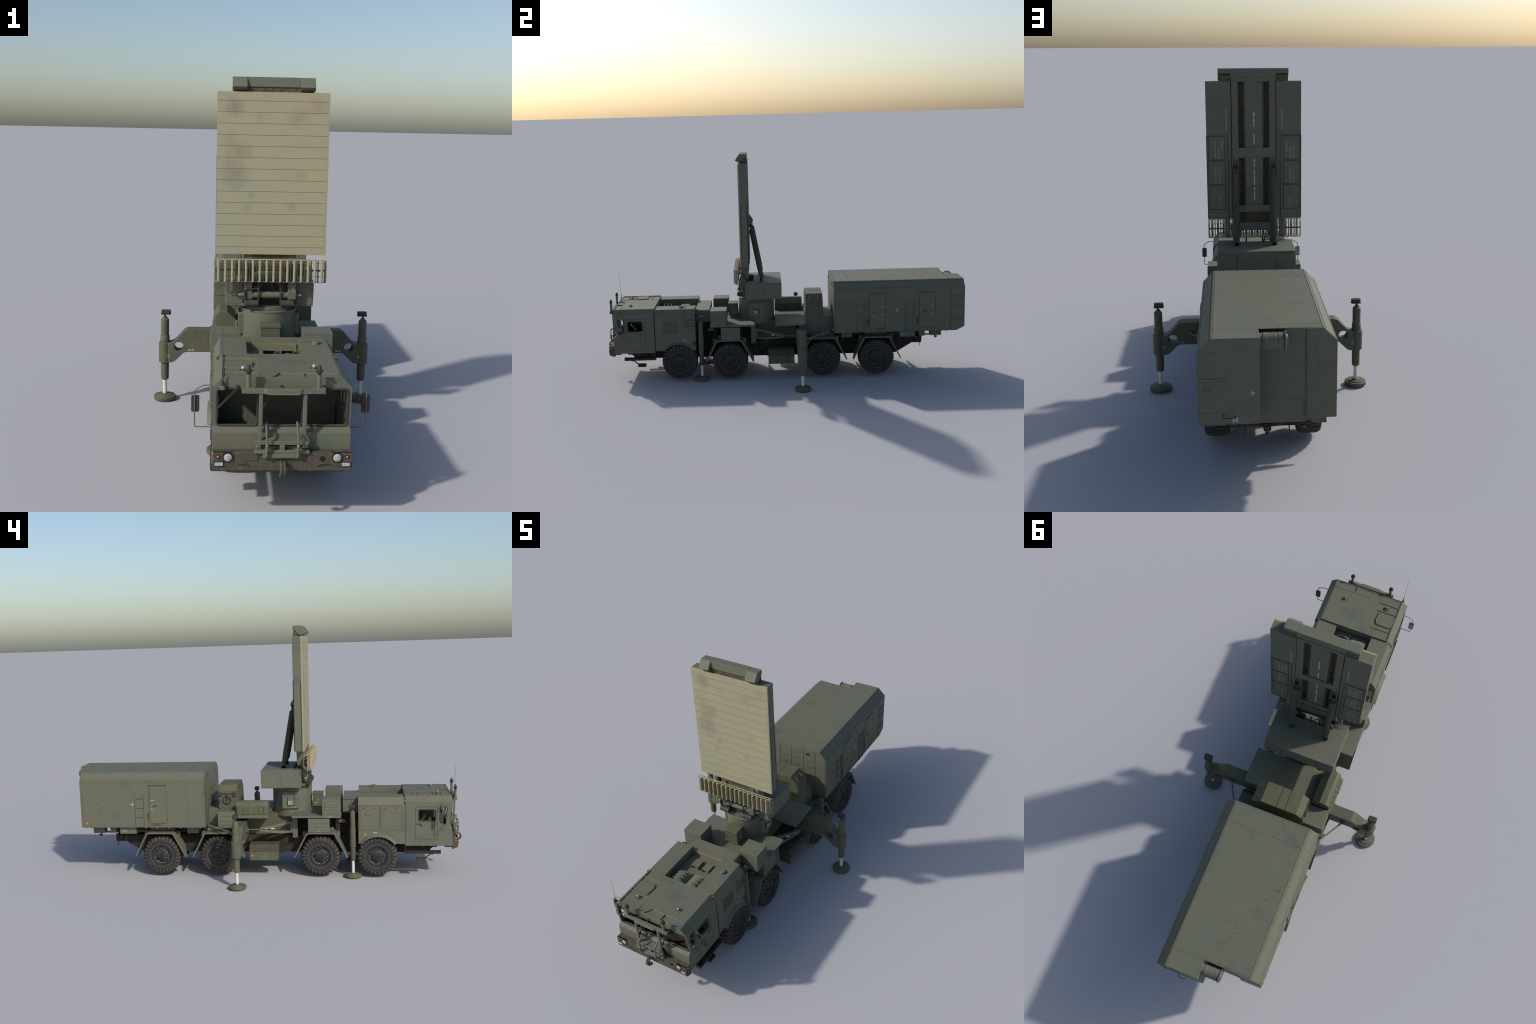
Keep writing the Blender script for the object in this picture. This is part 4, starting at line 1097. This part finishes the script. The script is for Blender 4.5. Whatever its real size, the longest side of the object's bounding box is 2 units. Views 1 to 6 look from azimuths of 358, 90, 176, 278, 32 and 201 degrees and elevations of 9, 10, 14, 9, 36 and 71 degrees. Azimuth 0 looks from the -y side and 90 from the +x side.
# rear wall details
B = 0.9862
p.box((0.1220, 0.2010), (B - 0.001, B + 0.0012), (0.4205, 0.4935), 'rusty', 0.0006)
p.box((0.1170, 0.2010), (B - 0.001, B + 0.0020), (0.4080, 0.4160), 'green', 0.0010)
p.box((0.1140, 0.2010), (B - 0.001, B + 0.0012), (0.3150, 0.4070), 'rusty', 0.0006)
p.box((0.1140, 0.2010), (B - 0.001, B + 0.0012), (0.2800, 0.3125), 'green', 0.0006)
p.box((0.1650, 0.1935), (B, B + 0.0026), (0.3750, 0.3950), 'green', 0.0008)
p.box((0.1680, 0.1905), (B + 0.0015, B + 0.0032), (0.3780, 0.3920), 'moss', 0.0004)
p.tube([(0.1330, B, 0.308), (0.1330, B + 0.010, 0.306), (0.1330, B + 0.0125, 0.300), (0.1020, B + 0.0125, 0.300), (0.1020, B, 0.302)], 0.0012, 'bronze', 6)
pl = lambda u, v, h=0.0: (u, B + h, v)
for r_ in range(3):
    stencil(p, 0.1085, 0.2905 - r_ * 0.0042, (-1, 0), (0, 1), (3, 3), 0.0038, pl, 'mark', 30 + r_)
# small slat vents on the right side of the rear bay
for g, zs in ((0, (0.452, 0.444, 0.436, 0.428)), (1, (0.405, 0.397, 0.389, 0.381)), (2, (0.335, 0.327, 0.319, 0.311))):
    for z in zs:
        p.box((SR - 0.0008, SR + 0.0018), (0.918, 0.978), (z - 0.0014, z + 0.0014), 'green', 0.0006)
p.box((SR - 0.0005, SR + 0.0010), (0.9085, 0.9100), (0.262, 0.492), 'bronze', 0.0)
for r_ in ((0.285, 0.30, 0.012), (0.348, 0.358, 0.010), (0.612, 0.626, 0.01), (0.70, 0.714, 0.01), (0.965, 0.975, 0.008)):
    for s in (1, -1):
        if s < 0 and r_[0] > 0.9:
            continue
        W = SR if s > 0 else SL
        p.box((W - 0.0006, W + 0.0006), (r_[0], r_[1]), (0.4950, 0.4962), 'dimmark', 0.0)
add('shelter_fittings', p, shelter)

p = Part()                                    # exhaust drum in the rear recess
yc, zc = 0.9420, 0.5080
ax = (-1, 0, 0)
p.lathe([(0, 0), (0.0235, 0.0), (0.0235, 0.010), (0.0255, 0.0115), (0.0255, 0.0200), (0.0246, 0.0210), (0.0246, 0.0490), (0.0238, 0.0500), (0.0238, 0.0540), (0.0250, 0.0550), (0.0250, 0.0700), (0.0225, 0.0730), (0.0290, 0.0735), (0.0290, 0.0770), (0.0220, 0.0780), (0.0200, 0.0830), (0, 0.0830)], (0.0300, yc, zc), ax, 'green', 32)
for k in range(10):
    a = 2 * math.pi * k / 10
    p.cyl((-0.0430, yc + 0.0260 * math.cos(a), zc + 0.0260 * math.sin(a)), (-0.0500, yc + 0.0260 * math.cos(a), zc + 0.0260 * math.sin(a)), 0.0018, 'green', 6)
p.box((-0.040, 0.02), (0.911, 0.925), (0.490, 0.505), 'green')
add('exhaust_drum', p, shelter)

p = Part()                                    # lockers and rails slung under the shelter
for s in (1, -1):
    p.box((s * 0.110, s * 0.155), (0.8110, 0.8700), (0.2150, 0.2535), 'green', 0.0008)
    p.box((s * 0.120, s * 0.168), (0.7450, 0.7765), (0.2170, 0.2540), 'green', 0.0008)
    p.box((s * 0.130, s * 0.186), (0.6340, 0.7190), (0.2190, 0.2530), 'green', 0.0008)
    p.box((s * 0.115, s * 0.156), (0.3155, 0.3765), (0.2145, 0.2535), 'green', 0.0008)
    p.cyl((s * 0.150, 0.75, 0.2210), (s * 0.150, 0.83, 0.2210), 0.0040, 'muddy', 10)
    p.box((s * 0.090, s * 0.110), (0.28, 0.78), (0.2105, 0.2540), 'chassis', 0.0)
    p.cyl((s * 0.150, 0.575, 0.228), (s * 0.150, 0.645, 0.228), 0.0060, 'muddy', 10)
    for y in (0.30, 0.40, 0.46, 0.52, 0.58, 0.66, 0.86, 0.89):
        p.box((s * 0.196, s * 0.2025), (y - 0.004, y + 0.004), (0.2505, 0.2545), 'green', 0.0010)
    pl = lambda u, v, h=0.0, s=s: (s * (0.1861 + h), u, v)
    stencil(p, 0.645 if s > 0 else 0.710, 0.2360, (s, 0), (0, 1), (5, 4, 6), 0.0034, pl, 'dimmark', 21)
    stencil(p, 0.645 if s > 0 else 0.710, 0.2290, (s, 0), (0, 1), (6, 5), 0.0034, pl, 'dimmark', 22)
    p.cyl((s * 0.110, 0.8480, 0.196), (s * 0.110, 0.8560, 0.196), 0.0046, 'red', 12)
    p.box((s * 0.104, s * 0.116), (0.842, 0.848), (0.190, 0.222), 'black', 0.0006)
    p.box((s * 0.090, s * 0.130), (0.8700, 0.8760), (0.2180, 0.2210), 'black', 0.0)
p.box((-0.110, 0.0380), (0.884, 0.8925), (0.2310, 0.2460), 'green', 0.0010)
p.box((-0.1080, -0.0950), (0.8915, 0.8932), (0.2370, 0.2400), 'red', 0.0)
add('underfloor_locker', p, shelter)

# ------------------------------------------------------------------ turntable drum and turret housing
p = Part()
DC = (0, -0.1500, 0)
p.lathe([(0, 0.282), (0.0900, 0.282), (0.0985, 0.290), (0.0995, 0.3100), (0.0995, 0.4250), (0.1015, 0.4260), (0.1015, 0.4305), (0.0990, 0.4315), (0.0700, 0.4330), (0, 0.4330)], DC, (0, 0, 1), 'green', 56)
p.lathe([(0.0900, 0.4330), (0.0900, 0.4440), (0, 0.4440)], DC, (0, 0, 1), 'green', 40)
for s in (1, -1):                             # flat inspection hatch on each flank
    p.prism(rrect(-0.1500, 0.3735, 0.0430, 0.0420, 0.008), 'x', s * 0.085, s * 0.1080, 'green', 0.0010)
    p.tube([(s * 0.1080, u, v) for u, v in rrect(-0.1500, 0.3735, 0.0390, 0.0380, 0.006)], 0.0008, 'green', 6, closed=True)
    p.prism([(s * 0.1080, 0.3480), (s * 0.1160, 0.3500), (s * 0.1160, 0.3720), (s * 0.1080, 0.3760)], 'y', -0.1680, -0.1360, 'green', 0.0008)
    for y in (-0.1690, -0.1350):
        p.tube([(s * 0.1085, y, 0.352), (s * 0.1105, y, 0.360), (s * 0.1105, y, 0.380), (s * 0.1085, y, 0.392)], 0.0009, 'bronze', 5)
    pl = lambda u, v, h=0.0, s=s: (s * (0.1161 + h), u, v)
    d = 1 if s > 0 else -1
    for r_ in range(3):
        stencil(p, -0.152 - d * 0.0145, 0.3655 - r_ * 0.0060, (d, 0), (0, 1), (3, 4) if r_ else (7,), 0.0045, pl, 'mark', 40 + r_)
    pl = lambda u, v, h=0.0, s=s: (s * (0.1081 + h), u, v)
    stencil(p, -0.160 if s > 0 else -0.155, 0.3355, (d, 0), (0, 1), (4, 6), 0.0034, pl, 'dimmark', 44)
drum = add('turntable_drum', p)

p = Part()
HX = 0.1555
hz = (0.4435, 0.5335)
top = [(-HX, -0.2080), (-0.0920, -0.2080), (-0.0920, -0.1625), (0.0920, -0.1625), (0.0920, -0.2080), (HX, -0.2080), (HX, -0.0090), (-HX, -0.0090)]
p.prism(top, 'z', hz[0], hz[1], 'roof', 0.0008)
p.box((-0.091, 0.091), (-0.1640, -0.1610), (0.4440, 0.5300), 'muddy', 0.0)
for s in (1, -1):
    X = s * HX
    p.prism(rrect(-0.0595, 0.4880, 0.0445, 0.0385, 0.006), 'x', X - s * 0.001, X + s * 0.0013, 'rusty', 0.0006)
    p.prism(rrect(-0.1560, 0.4880, 0.0450, 0.0385, 0.006), 'x', X - s * 0.001, X + s * 0.0013, 'rusty', 0.0006)
    p.prism(rrect(-0.1695, 0.5085, 0.0290, 0.0160, 0.005), 'x', X, X + s * 0.0022, 'rusty', 0.0006)
    for cy, hy in ((-0.0595, 0.0445), (-0.1560, 0.0450)):
        groove(p, cy, 0.4880, hy + 0.0004, 0.0389, 0.006, lambda u, v, X=X: (X, u, v), 'wall', 0.0009)
    groove(p, -0.1695, 0.5085, 0.0292, 0.0162, 0.005, lambda u, v, X=X, s=s: (X + s * 0.0012, u, v), 'wall', 0.0008)
    for y0, y1 in ((-0.0975, -0.0215), (-0.194, -0.118)):
        for k in range(5):
            y = y0 + (y1 - y0) * k / 4
            for z in (0.4560, 0.5200):
                p.lathe([(0.0012, 0), (0, 0.0007)], (X + s * 0.0013, y, z), (s, 0, 0), 'green', 6)
    p.prism(rrect(s * 0.1235, 0.4890, 0.0275, 0.0385, 0.004), 'y', -0.2092, -0.2075, 'green', 0.0005)
    p.prism(rrect(s * 0.113, 0.475, 0.038, 0.052, 0.006), 'y', -0.0095, -0.0080, 'green', 0.0005) if False else None
    p.tube([(s * (0.078 + 0.0), -0.0088, 0.4455), (s * 0.078, -0.0088, 0.5180), (s * 0.084, -0.0088, 0.5240), (s * 0.150, -0.0088, 0.5240)], 0.0008, 'bronze', 5)
house = add('turret_housing', p, drum)

p = Part()                                    # elevation trunnion, links and motors
p.cyl((-0.066, -0.2270, 0.4865), (0.064, -0.2270, 0.4865), 0.0125, 'green', 24)
link = [(-0.2385, 0.4725), (-0.2405, 0.5000), (-0.2366, 0.5200), (-0.2273, 0.5714), (-0.2215, 0.6000), (-0.2195, 0.6310), (-0.1900, 0.6310), (-0.1950, 0.5600), (-0.2090, 0.5310), (-0.2107, 0.4725)]
for s in (1, -1):
    p.prism(link, 'x', s * 0.0630, s * 0.0910, 'green', 0.0010)
    p.cyl((s * 0.0905, -0.2250, 0.4860), (s * 0.1010, -0.2250, 0.4860), 0.0080, 'green', 14)
    p.cyl((s * 0.1005, -0.2250, 0.4860), (s * 0.1100, -0.2250, 0.4860), 0.0042, 'iff', 10)
    p.box((s * 0.040, s * 0.100), (-0.2220, -0.1600), (0.4440, 0.4520), 'green', 0.001)
add('elevation_trunnion', p, drum)
p = Part()
for x0, x1 in ((-0.0880, -0.0400), (0.0390, 0.0840)):
    xm = (x0 + x1) / 2
    p.cyl((x0, -0.2435, 0.4590), (x1, -0.2435, 0.4590), 0.0130, 'cap', 20, bev=0.0010)
    for dx in (-0.002, 0.002):
        p.lathe([(0.0136, -0.0010), (0.0136, 0.0010)], (xm + dx * 1.6, -0.2435, 0.4590), (1, 0, 0), 'dust', 20)
    p.box((x0 + 0.006, x1 - 0.006), (-0.238, -0.20), (0.444, 0.456), 'muddy')
hose = [(-0.0870, -0.2440, 0.4600), (-0.0880, -0.2440, 0.5050), (-0.0850, -0.2430, 0.5090), (-0.0420, -0.2400, 0.5100), (-0.0345, -0.2380, 0.5150), (-0.0330, -0.2300, 0.5400)]
p.tube(hose, 0.0033, 'black', 8)
p.tube([(-0.0410, -0.2440, 0.4600), (-0.0400, -0.2440, 0.5150), (-0.0420, -0.2330, 0.5400)], 0.0030, 'black', 8)
p.tube([(0.0370, -0.2440, 0.4560), (0.0365, -0.2440, 0.5050), (0.0345, -0.2330, 0.5400)], 0.0033, 'black', 8)
for x in (-0.03, 0.01, 0.05):
    p.tube([(x, -0.19, 0.455), (x + 0.006, -0.20, 0.49), (x - 0.004, -0.185, 0.53)], 0.003, 'black', 6)
add('elevation_motor', p, drum)

# ------------------------------------------------------------------ antenna panel
PZ0, PZ1 = 0.6305, 1.1865
YF, YB = -0.2302, -0.1832
p = Part()
for s in (1, -1):
    p.box((s * 0.0905, s * 0.1915), (-0.2250, YB), (PZ0, PZ1), 'green', 0.0008)
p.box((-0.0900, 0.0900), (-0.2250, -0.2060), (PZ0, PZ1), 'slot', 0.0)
for s in (1, -1):
    p.box((s * 0.0625, s * 0.0880), (-0.2070, -0.1795), (0.6320, 1.2000), 'green', 0.0008)
p.box((-0.0360, 0.0360), (-0.2070, -0.1850), (0.6870, 1.1900), 'green', 0.0008)
p.box((-0.0630, 0.0630), (-0.2070, -0.1800), (0.8830, 0.9230), 'green', 0.0006)
p.box((-0.0630, 0.0630), (-0.2070, -0.1800), (0.6590, 0.6870), 'green', 0.0006)
p.box((-0.0630, 0.0630), (-0.2070, -0.1800), (1.1850, 1.2010), 'green', 0.0006)
p.box((-0.0640, 0.0640), (-0.2150, -0.1950), (0.5770, 0.6125), 'green', 0.0008)
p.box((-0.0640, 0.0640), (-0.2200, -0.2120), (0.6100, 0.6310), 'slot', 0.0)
for s in (1, -1):
    for z0, z1 in ((0.6872, 0.8828), (0.9232, 1.1848)):
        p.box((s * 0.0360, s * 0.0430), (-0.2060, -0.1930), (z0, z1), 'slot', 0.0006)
    # stub shrouds hanging below the wings
    p.prism([(-0.1860, 0.6330), (-0.2330, 0.6330), (-0.2320, 0.6120), (-0.2050, 0.5580), (-0.1985, 0.5500), (-0.1920, 0.5490), (-0.1875, 0.5560)], 'x', s * 0.1010, s * 0.1240, 'green', 0.0045)
    # clevis lugs for the lifting struts
    for dx in (-0.0115, 0.0115):
        p.prism([(-0.1805, 0.8900), (-0.1650, 0.8660), (-0.1585, 0.8560), (-0.1585, 0.8480), (-0.1640, 0.8400), (-0.1805, 0.8340)], 'x', s * 0.0762 + dx - 0.0014, s * 0.0762 + dx + 0.0014, 'green', 0.0)
    # recessed side panel
    p.tube([(s * 0.1915, u, v) for u, v in ((-0.2195, 0.6340), (-0.2195, 0.9720), (-0.1860, 0.9720), (-0.1860, 0.6340))], 0.0012, 'bronze', 5, closed=True)
    # rear service doors
    p.tube([(s * u, YB, v) for u, v in ((0.1060, 0.6330), (0.1060, 0.9735), (0.1905, 0.9735), (0.1905, 0.6330))], 0.0012, 'bronze', 5, closed=True)
    for z0, z1 in ((0.8755, 0.9690), (0.7760, 0.8690), (0.6720, 0.7690)):
        p.box((s * 0.1190, s * 0.1835), (YB - 0.001, YB + 0.0013), (z0, z1), 'green', 0.0006)
        p.tube([(s * u, YB + 0.0004, v) for u, v in rrect(0.15125, (z0 + z1) / 2, 0.0330, (z1 - z0) / 2 + 0.0009, 0.001)], 0.0009, 'bronze', 5, closed=True)
        for k in range(7):
            z = z0 + 0.008 + (z1 - z0 - 0.016) * k / 6
            p.box((s * 0.1740, s * 0.1810), (YB + 0.0008, YB + 0.0022), (z - 0.0024, z + 0.0024), 'green', 0.0006)
panel = add('antenna_panel', p)

p = Part()                                    # stencilled columns on the back
pl = lambda u, v, h=0.0, y=YB: (u, y + h, v)
plc = lambda u, v, h=0.0: (u, -0.1849 + h, v)
pld = lambda u, v, h=0.0: (u, YB + 0.0013 + h, v)
for s in (1, -1):
    stencil(p, s * 0.112, 0.994, (0, 1), (-1, 0), (4, 4, 6, 5, 4), 0.0050, pl, 'dimmark', 50)
    stencil(p, s * 0.131, 0.905, (0, 1), (-1, 0), (7, 9), 0.0042, pld, 'dimmark', 51)
    stencil(p, s * 0.145, 0.880, (0, 1), (-1, 0), (4, 5, 4), 0.0048, pld, 'dimmark', 52)
    stencil(p, s * 0.158, 0.880, (0, 1), (-1, 0), (4, 5, 5, 6, 6), 0.0036, pld, 'dimmark', 53)
    stencil(p, s * 0.144, 0.780, (0, 1), (-1, 0), (3, 5, 5, 5), 0.0044, pld, 'dimmark', 54)
    stencil(p, s * 0.158, 0.780, (0, 1), (-1, 0), (4, 5, 5, 6, 6), 0.0036, pld, 'dimmark', 55)
    stencil(p, s * 0.143, 0.685, (0, 1), (-1, 0), (3, 5, 4), 0.0044, pld, 'dimmark', 56)
for z, w in ((1.008, (3, 5, 6)), (0.940, (6, 3)), (0.845, (4, 4, 5)), (0.772, (5, 5, 5)), (0.708, (4, 5, 4))):
    stencil(p, 0.0020, z, (0, 1), (-1, 0), w, 0.0058, plc, 'mark', int(z * 100))
add('panel_stencil', p, panel)

seams = [PZ0, 0.656, 0.6946, 0.7330, 0.7715, 0.8105, 0.8490, 0.8875, 0.9262, 0.9648, 1.0033, 1.0415, 1.0800, 1.1180, 1.1560, PZ1]
q = Part()
q.box((-0.1915, 0.1915), (-0.2292, -0.2240), (PZ0, PZ1), 'tan', 0.0)
q.box((0.1868, 0.1918), (-0.2303, -0.2285), (PZ0, PZ1), 'tan', 0.0004)
q.box((-0.1905, 0.1866), (-0.2300, -0.2290), (PZ0 + 0.002, PZ1 - 0.002), 'seam', 0.0)
add('radome_backing', q, panel)
for a, b in zip(seams, seams[1:]):            # fifteen horizontal radome slats
    q = Part()
    g = 0.0008
    z0 = a if a == PZ0 else a + g
    z1 = b if b == PZ1 else b - g
    q.box((-0.1918, 0.1866), (-0.2304, -0.2288), (z0, z1), 'tan', 0.0002)
    add('radome_slat', q, panel)

p = Part()                                    # folded-down feed hood on top
c0 = [(-0.1822, 1.2365), (-0.2190, 1.2365), (-0.2232, 1.2040), (-0.2160, 1.2000), (-0.1822, 1.1990)]
p.prism(c0, 'x', -0.0905, 0.0905, 'green', 0.0008)
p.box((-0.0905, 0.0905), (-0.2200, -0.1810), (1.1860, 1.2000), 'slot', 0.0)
for s in (1, -1):
    p.prism([(-0.1830, 1.2360), (-0.2195, 1.2362), (-0.2440, 1.2025), (-0.2200, 1.1890), (-0.2060, 1.1960), (-0.1960, 1.2120), (-0.1830, 1.2180)], 'x', s * 0.0905, s * 0.1408, 'green', 0.0008)
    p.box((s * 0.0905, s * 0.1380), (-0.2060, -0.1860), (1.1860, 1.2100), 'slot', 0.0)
add('feed_hood', p, panel)

for s in (1, -1):                             # lifting struts
    p = Part()
    a, b = Vector((s * 0.0764, -0.1145, 0.5355)), Vector((s * 0.0764, -0.1705, 0.8430))
    d = (b - a).normalized()
    p.cyl(a + d * 0.060, a + d * 0.288, 0.0134, 'green', 24, bev=0.001)
    p.cyl(a + d * 0.030, a + d * 0.062, 0.0122, 'green', 22, bev=0.001)
    p.cyl(a + d * 0.004, a + d * 0.034, 0.0062, 'green', 14, 0.0095)
    p.cyl(a + d * 0.286, a + d * 0.312, 0.0068, 'green', 14)
    p.cyl(b + Vector((-0.0155, 0.001, 0.001)), b + Vector((0.0155, 0.001, 0.001)), 0.0052, 'green', 12)
    p.box((s * 0.0764 - 0.006, s * 0.0764 + 0.006), (-0.126, -0.108), (0.5330, 0.5480), 'green', 0.002)
    for dx in (-0.0115, 0.0115):
        p.cyl((s * 0.0764 + dx - 0.002, -0.1140, 0.5385), (s * 0.0764 + dx + 0.002, -0.1140, 0.5385), 0.0068, 'green', 14)
        add('lifting_strut', p, panel)

# ------------------------------------------------------------------ small dipole array below the panel
p = Part()
XS = [-0.1805 + 0.02385 * k for k in range(16)]
for x in (-0.1945, 0.1925):
    p.tube([(x, -0.2600, 0.6145), (x, -0.2460, 0.6160), (x, -0.2280, 0.6010), (x, -0.2270, 0.5530), (x, -0.2440, 0.5370), (x, -0.2600, 0.5385)], 0.0012, 'iff', 6)
    for z in (0.5950, 0.5560):
        p.cyl((x, -0.2275, z - 0.004), (x, -0.2460, z + (0.006 if z > 0.57 else -0.006)), 0.0011, 'iff', 6)
    p.cyl((x, -0.2450, 0.6155), (x, -0.2450, 0.5370), 0.0013, 'iff', 6)
    p.cyl((x, -0.2560, 0.6150), (x, -0.2560, 0.5380), 0.0013, 'iff', 6)
for y, z in ((-0.2560, 0.6150), (-0.2560, 0.5380), (-0.2455, 0.6155), (-0.2455, 0.5370), (-0.2275, 0.6010), (-0.2275, 0.5530)):
    p.cyl((-0.1945, y, z), (0.1925, y, z), 0.0013, 'iff', 6)
p.box((-0.1945, 0.1925), (-0.2440, -0.2380), (0.5745, 0.5800), 'jack', 0.0006)
for x in XS:
    xm = x + 0.0119
    p.box((xm - 0.0024, xm + 0.0024), (-0.2475, -0.2435), (0.5370, 0.6155), 'iff', 0.0006)
    for z in (0.6150, 0.5375):
        p.cyl((x, -0.2600, z - (0.001 if z > 0.6 else -0.001)), (xm, -0.2460, z), 0.0015, 'iff', 5)
        p.cyl((xm, -0.2460, z), (min(x + 0.0238, 0.1925), -0.2600, z - (0.001 if z > 0.6 else -0.001)), 0.0015, 'iff', 5)
    p.cyl((x, -0.2460, 0.6150), (x, -0.2275, 0.6010), 0.0011, 'iff', 5)
p.box((-0.0700, -0.0500), (-0.240, -0.222), (0.568, 0.586), 'green', 0.001)
p.box((0.0500, 0.0700), (-0.240, -0.222), (0.568, 0.586), 'green', 0.001)
dip = add('dipole_array', p, panel)
q = Part()
prof = []
for k in range(9):
    a = math.pi * k / 8
    prof.append((0.0047 * math.cos(a), -0.2615 - 0.0062 * math.sin(a)))
prof += [(-0.0047, -0.2560), (0.0047, -0.2560)]
q.prism(prof, 'z', 0.5400, 0.6130, 'iff', 0.0008)
q.box((0.0033, 0.0047), (-0.2600, -0.2455), (0.5400, 0.6130), 'iff', 0.0)
FIN = q.mesh('dipole_fin')
for x in XS:
    add('dipole_fin', FIN, panel, (x, 0, 0))

# spare lamp / junction on the deck behind the turret
p = Part()
p.box((-0.1180, 0.1180), (-0.4860, -0.4110), (0.3800, 0.3815), 'green', 0.0004)
add('air_cleaner_lid', p, cover)
